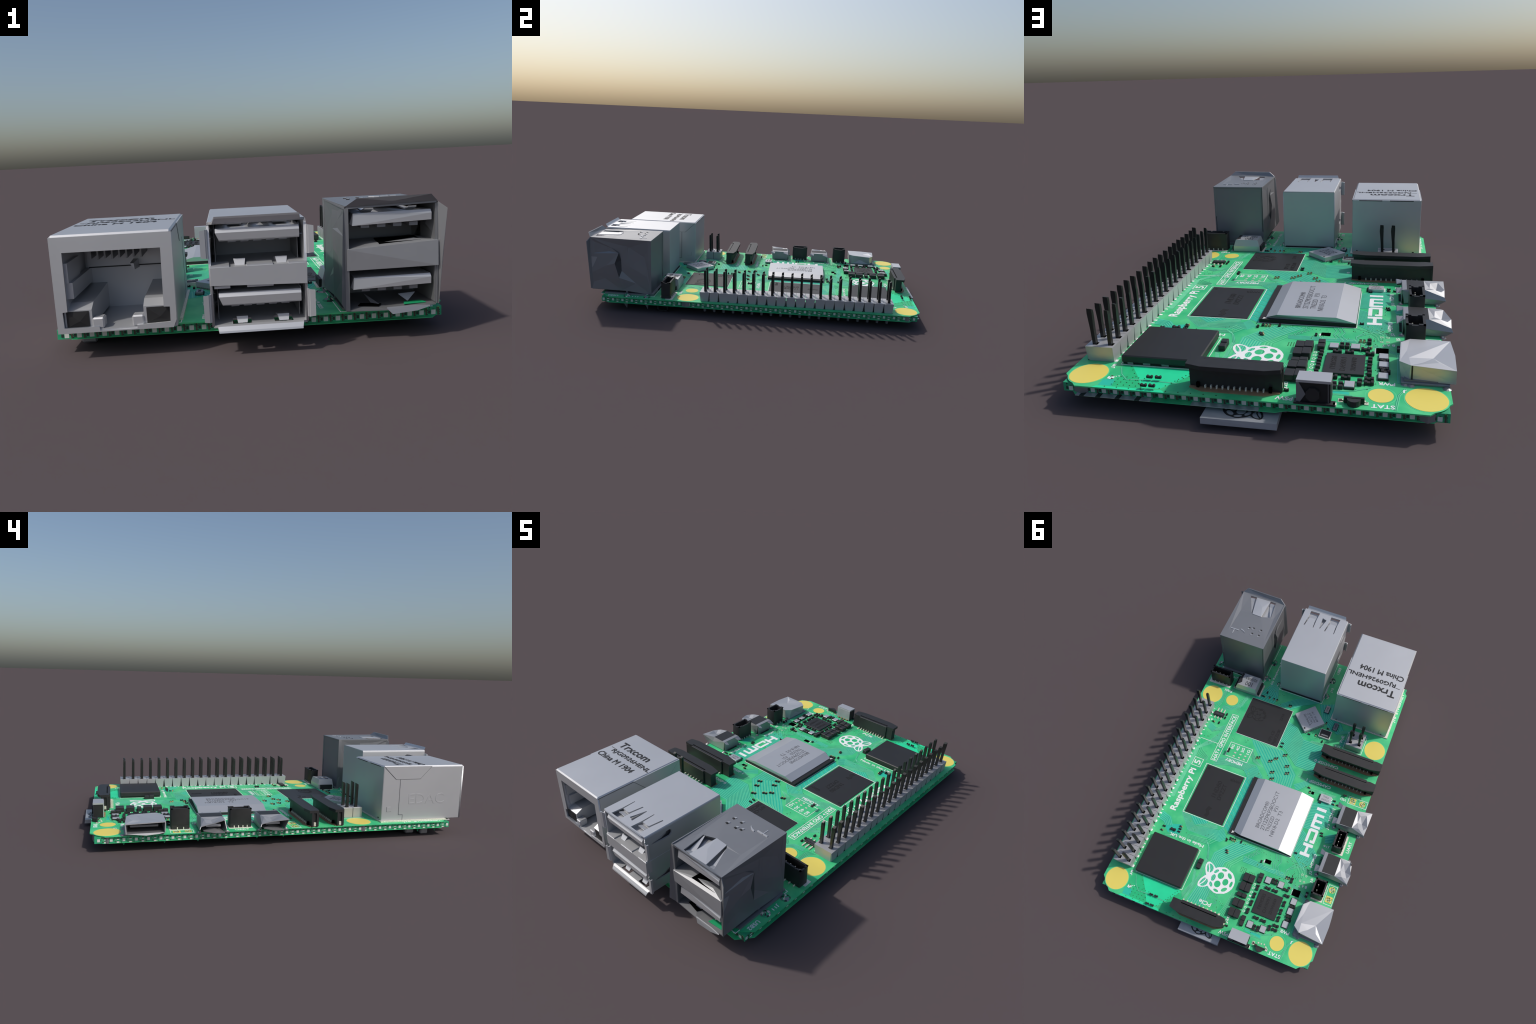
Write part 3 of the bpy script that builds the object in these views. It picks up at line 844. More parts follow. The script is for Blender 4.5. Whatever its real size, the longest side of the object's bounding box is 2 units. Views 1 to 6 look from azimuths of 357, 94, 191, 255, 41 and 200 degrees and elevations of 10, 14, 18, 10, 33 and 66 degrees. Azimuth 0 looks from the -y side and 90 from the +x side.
# clock crystal, small clock chips
xt_ = chip('crystal', -.2365, -.1660, -.3940, -.3375, .0945, M['component_white'], .001)
box('crystal_lid', -.2320, -.1700, -.3900, -.3420, .0940, .0962, M['chip'], xt_)
label('JXZ50YH', -.201, -.354, .040, .010, 180, z=.0962, mat='silk', parent=xt_, name='chip_marking', thick=.0004, weight=0)
for x0, x1, y0, y1 in ((-.1690, -.1440, -.5590, -.5100), (-.2560, -.2320, -.4645, -.4115)):
    t = chip('filter_chip', x0, x1, y0, y1, .0935, M['metal_dull'], .001, z0=ZT + .003)
    boxes('filter_chip_lead', [(x0 - .004, x1 + .004, y0 + .006 + k * .0125, y0 + .011 + k * .0125, ZT, ZT + .005) for k in range(4)], M['soft_black'], t, stuff=True)
    label('SW83', (x0 + x1) / 2, (y0 + y1) / 2, .034, .012, -90, z=.0935, mat='ink', parent=t, name='chip_marking', thick=.0004, weight=0)
th = chip('flash_chip', -.3772, -.3118, .0075, .0520, .0945, M['metal'], .0005, z0=ZT + .001)
label('TH9G4', -.3445, .0215, .034, .012, 180, z=.0945, mat='grey_ink', parent=th, name='chip_marking', thick=.0004, weight=0)
label('O635C4', -.3445, .0390, .044, .012, 180, z=.0945, mat='grey_ink', parent=th, name='chip_marking', thick=.0004, weight=0)
boxes('flash_chip_lead', [(-.3115, -.3050, .012 + k * .0105, .017 + k * .0105, ZT, ZT + .006) for k in range(4)], M['chip'], th, stuff=True)
boxes('flash_chip_pad', [(-.3845, -.3770, .012 + k * .0105, .017 + k * .0105, ZT - .0003, ZT + .003) for k in range(4)], M['silk'], th, stuff=True)
# level shifter beside the header
so = chip('driver_chip', .4205, .4860, -.2690, -.2405, .0930, M['chip'], .0015, z0=ZT + .002)
label('HC7002', .453, -.2545, .045, .011, 0, z=.0930, mat='grey_ink', parent=so, name='chip_marking', thick=.0004, weight=0)
boxes('driver_chip_lead', [(.4285 + k * .0205, .4345 + k * .0205, y0, y1, ZT, ZT + .005) for k in range(3) for y0, y1 in ((-.298, -.269), (-.2405, -.223))], M['tin'], so, stuff=True)
prism('chip_dot', ring_pts(.4829, -.2085, .0050, 10), ZT - .0004, ZT + .0009, M['silk'], board)
# power controller
pm = chip('power_chip', -.3275, -.1980, .6470, .7780, .0890, M['chip'], .0008)
label('DA9091', -.258, .716, .085, .018, -90, z=.0890, mat='chip_print', parent=pm, name='chip_marking', thick=.0006, weight=.02)
label('2319ANF69', -.292, .712, .085, .016, -90, z=.0890, mat='chip_print', parent=pm, name='chip_marking', thick=.0006, weight=.02)
label('renesas', -.226, .708, .085, .018, -90, z=.0890, mat='chip_print', parent=pm, name='chip_marking', thick=.0006, weight=.02)

# ------------------------------------------------------------------ small parts
def inductor(x0, x1, y0, y1, z1, along):
    """Dark power inductor: two lobes with a dip, plus a solder foot."""
    cx, cy = (x0 + x1) / 2, (y0 + y1) / 2
    if along == 'x':
        specs = [(x0, cx - .001, y0, y1, ZT + .001, z1), (cx + .001, x1, y0, y1, ZT + .001, z1 - .0025), (cx - .002, cx + .002, y0 + .001, y1 - .001, ZT + .001, z1 - .003)]
    else:
        specs = [(x0, x1, y0, cy - .001, ZT + .001, z1), (x0, x1, cy + .001, y1, ZT + .001, z1 - .0025), (x0 + .001, x1 - .001, cy - .002, cy + .002, ZT + .001, z1 - .003)]
    o = boxes('inductor', specs, M['black'], None, .0012)
    boxes('solder_foot', [(cx - .008, cx + .008, y1 - .002, y1 + .0025, ZT - .0003, ZT + .006)], M['edge_dark'], o)
    return o
for x0, x1, y0, y1, z, al in ((-.147, -.087, .597, .641, .1066, 'x'), (-.146, -.0875, .648, .693, .1066, 'x'), (-.1425, -.088, .7055, .7265, .1000, 'x'),
                              (-.146, -.085, .741, .783, .1066, 'x'), (-.146, -.0845, .7955, .8385, .1066, 'x'),
                              (-.1855, -.1615, .568, .620, .1000, 'y'), (-.1825, -.1605, .811, .864, .1000, 'y'), (.1525, .1765, .617, .6712, .1030, 'y')):
    inductor(x0, x1, y0, y1, z, al)
for x, y in ((-.2165, .590), (-.2898, .588), (-.3865, .6465), (-.3876, .702), (-.3871, .7743), (-.2146, .8417), (-.2871, .8393)):
    b = box('capacitor', x - .0165, x + .0165, y - .0195, y + .0195, ZT, .0872, M['soft_black'], None, .001)
    box('capacitor_top', x - .0152, x + .0152, y - .0175, y + .0165, .0868, .0905, M['lid'], b, .0008)

def dumbbell(name, L, W, H, mat, gold=False):
    """Chip resistor / capacitor: two raised ends, a thinner waist (along local y)."""
    bm = bmesh.new()
    for s in (-1, 1):
        box_bm(bm, -W / 2, W / 2, min(s * L / 2, s * L * .17), max(s * L / 2, s * L * .17), ZT, ZT + H, H * .12)
    n0 = len(bm.faces)
    box_bm(bm, -W * .38, W * .38, -L * .19, L * .19, ZT, ZT + H * .7)
    me = bpy.data.meshes.new(name); bm.to_mesh(me); bm.free()
    me.materials.append(mat); me.materials.append(M['gold_dull'] if gold else mat)
    for i, p in enumerate(me.polygons):
        p.material_index = 1 if i >= n0 else 0
    return me
SMALL = dumbbell('chip_resistor', .0155, .0085, .0082, M['soft_black'])
SMALLG = dumbbell('chip_resistor', .0160, .0085, .0080, M['soft_black'], True)
MED = dumbbell('chip_capacitor', .0300, .0145, .0125, M['soft_black'])
small_parent = empty('chip_component_array', (0, 0, ZT))
# resistor pairs on the diagonal bus
for x, y in ((.1168, -.0714), (.0405, -.0776), (.0153, -.1044), (-.0273, -.146), (-.0638, -.0818), (.0034, -.014), (-.0098, .0266), (-.0803, -.0396)):
    place(SMALLG, 'chip_resistor', x + .0065, y + .003, small_parent)
    place(SMALLG, 'chip_resistor', x - .0065, y - .003, small_parent)
H_, V_ = math.pi / 2, 0.0
for x, y, r in ((.0164, -.215, H_), (.0161, -.1917, H_), (-.109, -.3333, H_), (-.1503, -.3425, V_), (-.2334, -.0031, H_), (-.2471, .0208, V_),
                (.0742, -.4739, V_), (.0630, -.4739, V_), (-.1818, -.4443, V_), (-.2052, -.4115, H_), (-.2002, -.3149, V_), (.2368, -.5125, V_), (.2558, -.4785, H_), (.2440, -.478, H_),
                (.2107, -.4826, V_), (.1814, -.4825, V_), (.1608, -.4828, V_), (.409, -.2714, V_), (.4097, -.2458, V_),
                (.4655, -.198, H_), (.4306, -.2006, V_), (.4437, .5201, H_), (.4455, .5451, H_), (.3542, .4881, H_), (.3532, .5032, H_), (.353, .520, H_),
                (.0581, .5187, H_), (.0528, .5306, H_), (.0836, .4647, V_), (.067, .4494, V_), (.0543, .4501, V_), (.0406, .4494, V_), (.0035, .4456, V_),
                (-.1431, .5064, V_), (-.3045, .5379, V_), (-.3176, .5371, V_), (-.3392, .5852, H_),
                (-.1029, .8922, H_), (-.3958, .2309, H_), (-.3996, .2455, H_), (-.3984, .0214, H_), (-.3983, .0434, H_), (-.3218, .0607, H_), (-.3015, .3912, H_), (-.4249, .0395, H_)):
    place(SMALL if RNG.random() < .6 else SMALLG, 'chip_resistor', x, y, small_parent, rot=r)
for x, y in ((.3337, .8924), (.3054, .8913), (.3322, .9427), (.3053, .942), (-.4435, -.0305)):
    place(SMALL, 'chip_resistor', x, y, small_parent, rot=H_, scale=(1.15, 1.3, 1.1))
place(MED, 'chip_capacitor', .3878, .5203, small_parent, rot=H_)
place(SMALL, 'chip_resistor', .2929, -.0409, small_parent, scale=(1.5, 1.8, 1.3))
for x, y in ((-.2315, .6304), (-.2725, .6294), (-.3252, .6024), (-.3409, .6314), (-.3897, .6743), (-.3896, .7301), (-.394, .7473),
             (-.2321, .7978), (-.273, .7985), (-.3449, .7979), (-.3452, .8201)):
    place(MED, 'chip_capacitor', x, y, small_parent, rot=H_)
for x, y in ((-.2435, .5831), (-.2614, .5834), (-.1791, .6475), (-.1784, .692), (-.179, .7354), (-.1775, .7806), (-.3436, .6754), (-.3424, .7205),
             (-.3443, .7601), (-.2413, .8476), (-.2611, .8467), (-.3166, .8203), (-.336, .543), (-.4369, .5863)):
    place(MED, 'chip_capacitor', x, y, small_parent, rot=V_)
# flat black packages
box('sensor_chip', -.4023, -.3608, .5795, .6160, ZT, .0835, M['void'])
box('sensor_chip', -.1942, -.1604, .4832, .5045, ZT, .0835, M['void'])
box('sensor_chip', -.2715, -.2560, .0120, .0280, ZT, .0835, M['void'])
boxes('chip_pad', [(-.3605, -.3560, .582 + k * .0075, .586 + k * .0075, ZT - .0003, ZT + .001) for k in range(5)] +
      [(-.1600, -.1540, .490, .506, ZT - .0003, ZT + .0009)], M['silk'], board, stuff=True)
# antenna matching parts
boxes('antenna_pad', [(.470, .4755, .890, .903, ZT - .0003, ZT + .0011), (.4625, .4685, .8955, .905, ZT - .0003, ZT + .001), (.455, .4615, .889, .899, ZT - .0003, ZT + .0011),
                      (.4635, .4665, .888, .891, ZT - .0003, ZT + .0012), (.4495, .4535, .8855, .8885, ZT - .0003, ZT + .0012), (.441, .4455, .882, .8855, ZT - .0003, ZT + .0012)], M['silk'], board, stuff=True)
boxes('antenna_part', [(.4625, .4680, .884, .8875, ZT, ZT + .002), (.4560, .4610, .9005, .904, ZT, ZT + .002)], M['edge_brown'], board, stuff=True)

# big shielded inductor
bi = empty('power_inductor', (.36, -.51, ZT))
v = []
for z, x0, x1, y0, y1 in ((ZT + .002, .2880, .4330, -.5600, -.4610), (.112, .2900, .4310, -.5610, -.4590), (.1455, .3000, .4195, -.5560, -.4665)):
    v += [(x0, y0, z), (x1, y0, z), (x1, y1, z), (x0, y1, z)]
f = [(0, 1, 2, 3), (8, 9, 10, 11)] + [(k * 4 + i, k * 4 + (i + 1) % 4, k * 4 + 4 + (i + 1) % 4, k * 4 + 4 + i) for k in (0, 1) for i in range(4)]
at_origin(mesh_of('inductor_body', v, f, M['lid']), bi)
at_origin(boxes('inductor_terminal', [(.2790, .2895, -.551, -.470, ZT, .1120), (.4320, .4420, -.551, -.470, ZT, .1050)], M['soft_black']), bi)
at_origin(boxes('inductor_foot', [(.270, .292, -.555, -.466, ZT - .0003, ZT + .002), (.430, .450, -.555, -.466, ZT - .0003, ZT + .002)], M['tin']), bi)
at_origin(prism('inductor_ink_edge', [(.4190, -.555), (.4030, -.553), (.4060, -.52), (.3980, -.49), (.4080, -.478), (.4190, -.468)], .1450, .1462, M['ink']), bi)
at_origin(label('100', .3530, -.4905, .044, .030, 0, z=.1455, mat='ink', name='chip_marking', thick=.0006, weight=0), bi)
at_origin(label('025F/R5', .3500, -.5280, .074, .019, 0, z=.1455, mat='ink', name='chip_marking', thick=.0006, weight=0), bi)

# ------------------------------------------------------------------ upright small sockets
def socket(name, x0, x1, y0, y1, z1, opening, parent_mat='black', base=None, pins=4, notch='y'):
    """Shrouded connector standing upright: four walls round a cavity with pins."""
    g = empty(name, ((x0 + x1) / 2, (y0 + y1) / 2, ZT))
    t = .0085
    outer = [(x0 + .004, y0), (x1 - .004, y0), (x1, y0 + .004), (x1, y1 - .004), (x1 - .004, y1), (x0 + .004, y1), (x0, y1 - .004), (x0, y0 + .004)]
    inner = rect(x0 + t, x1 - t, y0 + t, y1 - t)
    o = cut_plate('socket_shroud', outer, [inner], 'z', ZT + .022, z1 - ZT - .022 - .004, M['black']); at_origin(o, g)
    o = prism('socket_base', outer, ZT + .002, ZT + .0225, M['black']); at_origin(o, g)
    o = boxes('socket_floor', [(x0 + t, x1 - t, y0 + t, y1 - t, ZT + .0215, ZT + .024)], M['void']); at_origin(o, g)
    # crenellated rim: raised pieces leave notches
    L = (y1 - y0) if notch == 'y' else (x1 - x0)
    rim = []
    if notch == 'y':
        a, b = y0 + L * .30, y1 - L * .30
        rim = [(x0, x0 + t, y0, y1, z1 - .004, z1), (x1 - t, x1, y0, a - .005, z1 - .004, z1), (x1 - t, x1, b + .005, y1, z1 - .004, z1),
               (x0, x0 + (x1 - x0) * .35, y0, y0 + t, z1 - .004, z1), (x1 - (x1 - x0) * .3, x1, y0, y0 + t, z1 - .004, z1),
               (x0, x0 + (x1 - x0) * .35, y1 - t, y1, z1 - .004, z1), (x1 - (x1 - x0) * .3, x1, y1 - t, y1, z1 - .004, z1)]
    else:
        a, b = x0 + L * .2, x1 - L * .2
        rim = [(x0, x1, y1 - t, y1, z1 - .004, z1), (x0, a, y0, y0 + t, z1 - .004, z1), (b, x1, y0, y0 + t, z1 - .004, z1), (a + .01, b - .01, y0, y0 + t, z1 - .004, z1),
               (x0, x0 + t, y0, y0 + (y1 - y0) * .35, z1 - .004, z1), (x1 - t, x1, y0, y0 + (y1 - y0) * .35, z1 - .004, z1),
               (x0, x0 + t, y1 - (y1 - y0) * .35, y1, z1 - .004, z1), (x1 - t, x1, y1 - (y1 - y0) * .35, y1, z1 - .004, z1)]
    o = boxes('socket_rim', rim, M['black']); at_origin(o, g)
    ps, legs = [], []
    for k in range(pins):
        f = (k + 1) / (pins + 1)
        if notch == 'y':
            yy = y0 + L * f
            ps.append((x1 - .026, x1 - .022, yy - .002, yy + .002, ZT + .02, z1 - .022))
            legs += [(x0 - .004, x0 + .002, yy - .0022, yy + .0022, ZT, ZT + .012), (x1 - .002, x1 + .0035, yy - .0022, yy + .0022, ZT, ZT + .010)]
        else:
            xx = x0 + L * f
            ps.append((xx - .002, xx + .002, y1 - .026, y1 - .022, ZT + .02, z1 - .022))
            legs += [(xx - .0022, xx + .0022, y0 - .012, y0 + .002, ZT, ZT + .006), (xx - .0022, xx + .0022, y1 - .002, y1 + .003, ZT, ZT + .012)]
    o = boxes('socket_pin', ps + legs, M['tin'], stuff=True); at_origin(o, g)
    if base:
        o = boxes('socket_footprint', [base + (ZT - .0004, ZT + .0012)], M['white_plastic']); at_origin(o, g)
    return g
socket('serial_socket', -.5335, -.4755, .2000, .3075, .1755, 'y', base=(-.5450, -.4830, .1950, .3125), pins=4)
g = socket('battery_socket', -.5215, -.4560, .5000, .5880, .1830, 'y', base=(-.5260, -.4620, .4960, .5960), pins=2)
socket('fan_socket', .4705, .6005, -.5225, -.4690, .1775, 'x', base=(.4720, .6120, -.4970, -.4555), pins=4, notch='x')
box('small_diode', -.4420, -.4310, .5760, .5980, ZT, ZT + .010, M['metal_dull'], None, .001)

# ------------------------------------------------------------------ ribbon cable connectors
def ribbon_connector(name, xa, xb, yc):
    """Tall flat-cable socket: tan base, dark body, bowed cap with a slot and latch bar.
    xa > xb are the ends in x, yc is the middle line."""
    g = empty(name, ((xa + xb) / 2, yc, ZT))
    L = xa - xb
    def bow(y0, y1, bulge, ea, eb):
        return [(xa - ea, y0), (xb + ea, y0), (xb + ea, y1), (xb + L * .17, y1 + bulge), (xa - L * .17, y1 + bulge), (xa - ea, y1)]
    o = prism('connector_base', bow(yc - .020, yc + .019, .018, .005, 0), ZT, ZT + .0035, M['tan']); at_origin(o, g)
    o = prism('connector_body', bow(yc - .0262, yc + .010, .004, .006, 0), ZT + .003, .1525, M['black']); at_origin(o, g)
    # cap with slot: bowed front part
    y0, y1 = yc - .0265, yc + .0235
    sl0, sl1 = xa - L * .165, xb + L * .155
    cap = [(xa, y0), (sl0, y0), (sl0, y0 + .014), (sl1, y0 + .014), (sl1, y0 + .002), (xb + L * .10, y0 - .001), (xb, y0 + .003), (xb, y1),
           (xb + L * .16, y1 + .0125), (xa - L * .17, y1 + .0125), (xa, y1)]
    o = prism('connector_cap', cap, .1520, .1655, M['black']); at_origin(o, g)
    o = box('latch_bar', sl0 + .001, sl1 - .0, yc - .0315, yc - .0165, ZT + .0035, .1630, M['black'], None, .001); at_origin(o, g)
    o = box('cap_slot', sl0, sl1, yc - .0172, yc - .0122, .1500, .1575, M['void']); at_origin(o, g)
    # contacts on both sides and end clips
    n = 11
    cs = []
    for i in range(n):
        x = xa - L * .195 - (L * .62) * i / (n - 1)
        cs.append((x - .0022, x + .0022, yc + .0125, yc + .0220, ZT + .003, ZT + .013))
        cs.append((x - .0022, x + .0022, yc - .0420, yc - .0300, ZT, ZT + .010))
    o = boxes('connector_contact', cs, M['tin'], stuff=True); at_origin(o, g)
    o = boxes('connector_clip', [(xa - L * .13, xa - L * .10, yc + .010, yc + .021, ZT + .002, ZT + .020), (xb + L * .10, xb + L * .13, yc + .010, yc + .023, ZT + .002, ZT + .020)], M['void']); at_origin(o, g)
    # end recess with latch on the outer end
    o = boxes('end_pillar', [(xb - .001, xb + .0065, yc - .021, yc - .012, ZT + .003, .1525), (xb - .001, xb + .0065, yc + .004, yc + .012, ZT + .003, .1525)], M['black']); at_origin(o, g)
    o = boxes('end_contact', [(xb + .001, xb + .007, yc - .010, yc + .001, ZT + .006, ZT + .024)], M['tin']); at_origin(o, g)
    return g
ribbon_connector('camera_connector', -.2235, -.5845, -.2400)
ribbon_connector('camera_connector', -.2235, -.5880, -.1050)
ribbon_connector('expansion_connector', .2010, -.0925, .8960)
boxes('connector_pad', [(.1647 - .0231 * k - .004, .1647 - .0231 * k + .004, .848, .858, ZT - .0003, ZT + .0012) for k in range(10)], M['tin'], board, stuff=True)

# ------------------------------------------------------------------ PoE pins
poe = empty('power_over_network_header', (-.388, -.377, ZT))
at_origin(boxes('header_block', [(-.4380, -.3390, -.3765, -.3255, ZT, .1350), (-.4380, -.3390, -.4300, -.3785, ZT, .1355)], M['grey'], None, .0015), poe)
for k, (x, y) in enumerate(((-.3615, -.403), (-.4155, -.402), (-.3615, -.352), (-.4155, -.352))):
    place(PINS_A[k], 'header_pin', x, y, poe)
    place(sock, 'pin_socket', x - .002, y + .003, poe)
    place(tail, 'pin_tail', x, y, poe)

# ------------------------------------------------------------------ network jack
eth = empty('network_jack', (-.375, -.717, ZT))
def E(o):
    return at_origin(o, eth)
X0, X1, Y0, Y1, Z0, Z1 = -.5465, -.2035, -.9485, -.4875, .0870, .3732
opening = [(-.513, .323), (-.237, .323), (-.240, .150), (-.222, .149), (-.2235, .104), (-.320, .1005), (-.320, .0905), (-.427, .0905), (-.428, .103), (-.527, .103),
           (-.528, .150), (-.514, .151)]
E(cut_plate('jack_front', [(X0, Z0), (X1 - .012, Z0), (X1 - .002, .11), (X1, Z1 - .0060), (X0, Z1 - .0060)], [opening], 'y', Y0, .007, M['metal']))
E(box('jack_roof', X0 + .001, X1 - .001, Y0 + .0004, Y1, Z1 - .0120, Z1, M['metal'], None, .0055))
E(boxes('jack_wall', [(X0, X0 + .008, Y0 + .007, Y1, Z0, Z1 - .005), (X1 - .008, X1, Y0 + .007, Y1, Z0, Z1 - .005)], M['metal'], None, .002))
E(box('jack_back', X0 + .001, X1 - .001, Y1 - .008, Y1 + .001, Z0, Z1 - .004, M['metal'], None, .001))
E(boxes('jack_slot', [(-.353, -.237, Y1 + .0005, Y1 + .0022, .3645, .3685), (-.508, -.391, Y1 + .0005, Y1 + .0022, .3645, .3685),
                      (-.233, -.225, Y1 + .0005, Y1 + .0022, .094, .101), (-.520, -.510, Y1 + .0005, Y1 + .0022, .094, .101)], M['ink']))
# inside: back wall, floor, ceiling step, light housings
E(boxes('jack_interior', [(-.54, -.21, -.692, -.685, .09, .362), (-.54, -.21, Y0 + .006, -.69, .326, .334), (-.54, -.21, Y0 + .004, -.69, .088, .0955),
                          (-.5365, -.5145, Y0 + .006, -.69, .150, .330), (-.2365, -.2140, Y0 + .006, -.69, .150, .330)], M['metal']))
E(boxes('jack_step', [(-.502, -.255, -.712, -.691, .232, .327), (-.519, -.496, -.93, -.69, .185, .232), (-.519, -.505, -.935, -.80, .232, .290)], M['metal']))
for sx, a, b, c0, c1 in ((1, -.527, -.448, -.521, -.456), (-1, -.222, -.300, -.2245, -.2915)):
    lo, hi = min(a, b), max(a, b)
    me_pts = [(-.938, .1015), (-.938, .152), (-.905, .168), (-.70, .178), (-.69, .180), (-.69, .1015)]
    v = [(x, y, z) for x in (lo, hi) for y, z in me_pts]
    n = len(me_pts)
    f = [tuple(range(n)), tuple(range(n, 2 * n))] + [(i, (i + 1) % n, n + (i + 1) % n, n + i) for i in range(n)]
    E(mesh_of('light_housing', v, f, M['metal']))
    c_lo, c_hi = min(c0, c1), max(c0, c1)
    cx = (c_lo + c_hi) / 2
    v = [(c_lo, -.9395, .102), (c_hi, -.9395, .102), (c_hi, -.9395, .149), (c_lo, -.9395, .149), (cx + .005, -.9425, .120), (cx, -.93, .12)]
    E(mesh_of('indicator_light', v, [(0, 1, 4), (1, 2, 4), (2, 3, 4), (3, 0, 4), (0, 1, 5), (1, 2, 5), (2, 3, 5), (3, 0, 5)], M['soft_black']))
    s = 1 if sx > 0 else -1
    w = [(hi if s > 0 else lo), (hi + .034 if s > 0 else lo - .034)]
    E(boxes('key_ledge', [(min(w), max(w), -.944, -.905, .0955, .128)], M['metal'], None, .004))
cont = []
for i in range(8):
    x = -.460 + i * .0215
    cont.append((x - .0025, x + .0025, -.84, -.712, .283 - (i % 2) * .003, .3275))
    if i < 3:
        cont.append((x - .004, x + .004, -.718, -.7125, .282, .300))
E(boxes('jack_contact', cont, M['metal_dull'], stuff=True))
E(boxes('jack_seam', [(-.500, -.245, -.7135, -.711, .2330, .2365)], M['ink']))
E(mesh_of('key_rib', [(-.352, -.80, .256), (-.340, -.80, .256), (-.338, -.80, .236), (-.354, -.712, .256), (-.338, -.712, .256), (-.336, -.712, .228)],
          [(0, 1, 2), (3, 4, 5), (0, 1, 4, 3), (1, 2, 5, 4), (2, 0, 3, 5)], M['metal']))
# folded side flaps, seams, embossing (both flanks)
def flank(xs, sgn):
    flap = [(-.490, .3700), (-.759, .3700), (-.696, .3045), (-.559, .3040)]
    edge = [(-.4885, .3690), (-.7615, .3690), (-.6975, .3030), (-.5575, .3025)]
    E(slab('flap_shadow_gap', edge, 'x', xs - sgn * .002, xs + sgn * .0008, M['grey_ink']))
    E(slab('side_flap', flap, 'x', xs - sgn * .002, xs + sgn * .0020, M['metal']))
    E(boxes('side_seam', [(xs - .0008, xs + .0008, -.5845, -.5820, .117, .302), (xs - .0008, xs + .0008, -.6080, -.5820, .1145, .1170), (xs - .0008, xs + .0008, -.6080, -.6060, .088, .1145)], M['grey_ink']))
    E(boxes('side_latch', [(xs - .0014, xs + .0014, -.538, -.516, .134, .159)], M['metal']))
    E(boxes('side_seam', [(xs - .0009, xs + .0009, -.540, -.516, .1335, .1350), (xs - .0009, xs + .0009, -.5165, -.5150, .134, .160)], M['grey_ink']))
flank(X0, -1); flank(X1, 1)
me = label_mesh('embossed_mark', 'EDAC', .207, .054, .0009, 0.0)
me.transform(Matrix.Translation((X0, -.741, .198)) @ Matrix(((0, 0, -1, 0), (-1, 0, 0, 0), (0, 1, 0, 0), (0, 0, 0, 1))))
E(link('embossed_mark', me, M['metal']))
E(boxes('roof_seam', [(X1 - .0012, X1 + .0010, -.945, -.735, .3650, .3690), ], M['grey_ink']))
E(label('Trxcom', -.4020, -.6000, .222, .043, 0, z=Z1, mat='ink', name='jack_print', thick=.0007, weight=.045))
E(label('RJG0926HENL', -.3570, -.6640, .285, .033, 0, z=Z1, mat='ink', name='jack_print', thick=.0007, weight=.035))
E(boxes('jack_print', [(-.529, -.505, -.6495, -.6465, Z1 - .0004, Z1 + .0007)], M['ink']))
E(label('China M 1904', -.4000, -.7180, .262, .034, 0, z=Z1, mat='ink', name='jack_print', thick=.0007, weight=.035))
E(boxes('jack_leg', [(-.516, -.486, -.700, -.650, .003, .045), (-.53, -.48, -.775, -.730, .0, .045)], M['metal_dull'], None, .006))
# tinned tongue under the jack's flank
E(boxes('jack_footing', [(-.560, -.195, -.860, -.480, ZT - .0003, .0875)], M['tin']))

# ------------------------------------------------------------------ stacked USB port, regular
u3 = empty('usb_port', (.035, -.78, ZT))
def U(o):
    return at_origin(o, u3)
X0, X1, Y0, Y1, Z0, Z1 = -.1025, .1755, -.9825, -.5765, .0865, .3905
def spring_hole(cx):
    return [(cx - .0295, -.9765), (cx + .0275, -.9765), (cx + .0285, -.925), (cx + .0350, -.862), (cx + .0285, -.862), (cx + .020, -.925),
            (cx - .0195, -.925), (cx - .0235, -.862), (cx - .0275, -.862), (cx - .0265, -.925)]
SPR = (-.0235, .1075)
slit = [(.0235, -.941), (.0500, -.950), (.0445, -.870), (.0400, -.870)]
U(cut_plate('usb_roof', [(X0 + .004, Y0), (X1 - .004, Y0), (X1 - .004, Y1), (X0 + .004, Y1)], [spring_hole(SPR[0]), spring_hole(SPR[1]), slit], 'z', Z1 - .007, .007, M['metal']))
for s, x in ((1, X0), (-1, X1)):   # rounded long edges
    v = []
    for y in (Y0, Y1):
        v += [(x + s * .0045, y, Z1), (x + s * .0015, y, Z1 - .003), (x, y, Z1 - .010), (x + s * .008, y, Z1 - .010), (x + s * .0045, y, Z1 - .006)]
    f = [(i, (i + 1) % 5, 5 + (i + 1) % 5, 5 + i) for i in range(5)] + [(0, 1, 2, 3, 4), (5, 6, 7, 8, 9)]
    U(mesh_of('usb_roof_edge', v, f, M['metal']))
for cx in SPR:
    v = [(cx - .022, -.862, Z1 - .0005), (cx + .026, -.862, Z1 - .0005), (cx + .0195, -.925, Z1 - .013), (cx - .0205, -.925, Z1 - .013),
         (cx + .0195, -.948, Z1 - .005), (cx - .0205, -.948, Z1 - .005)]
    v += [(x, y, z - .005) for x, y, z in v]
    f = [(0, 1, 2, 3), (3, 2, 4, 5), (6, 7, 8, 9), (9, 8, 10, 11), (0, 3, 9, 6), (3, 5, 11, 9), (1, 2, 8, 7), (2, 4, 10, 8), (5, 4, 10, 11), (0, 1, 7, 6)]
    U(mesh_of('usb_spring', v, f, M['metal']))
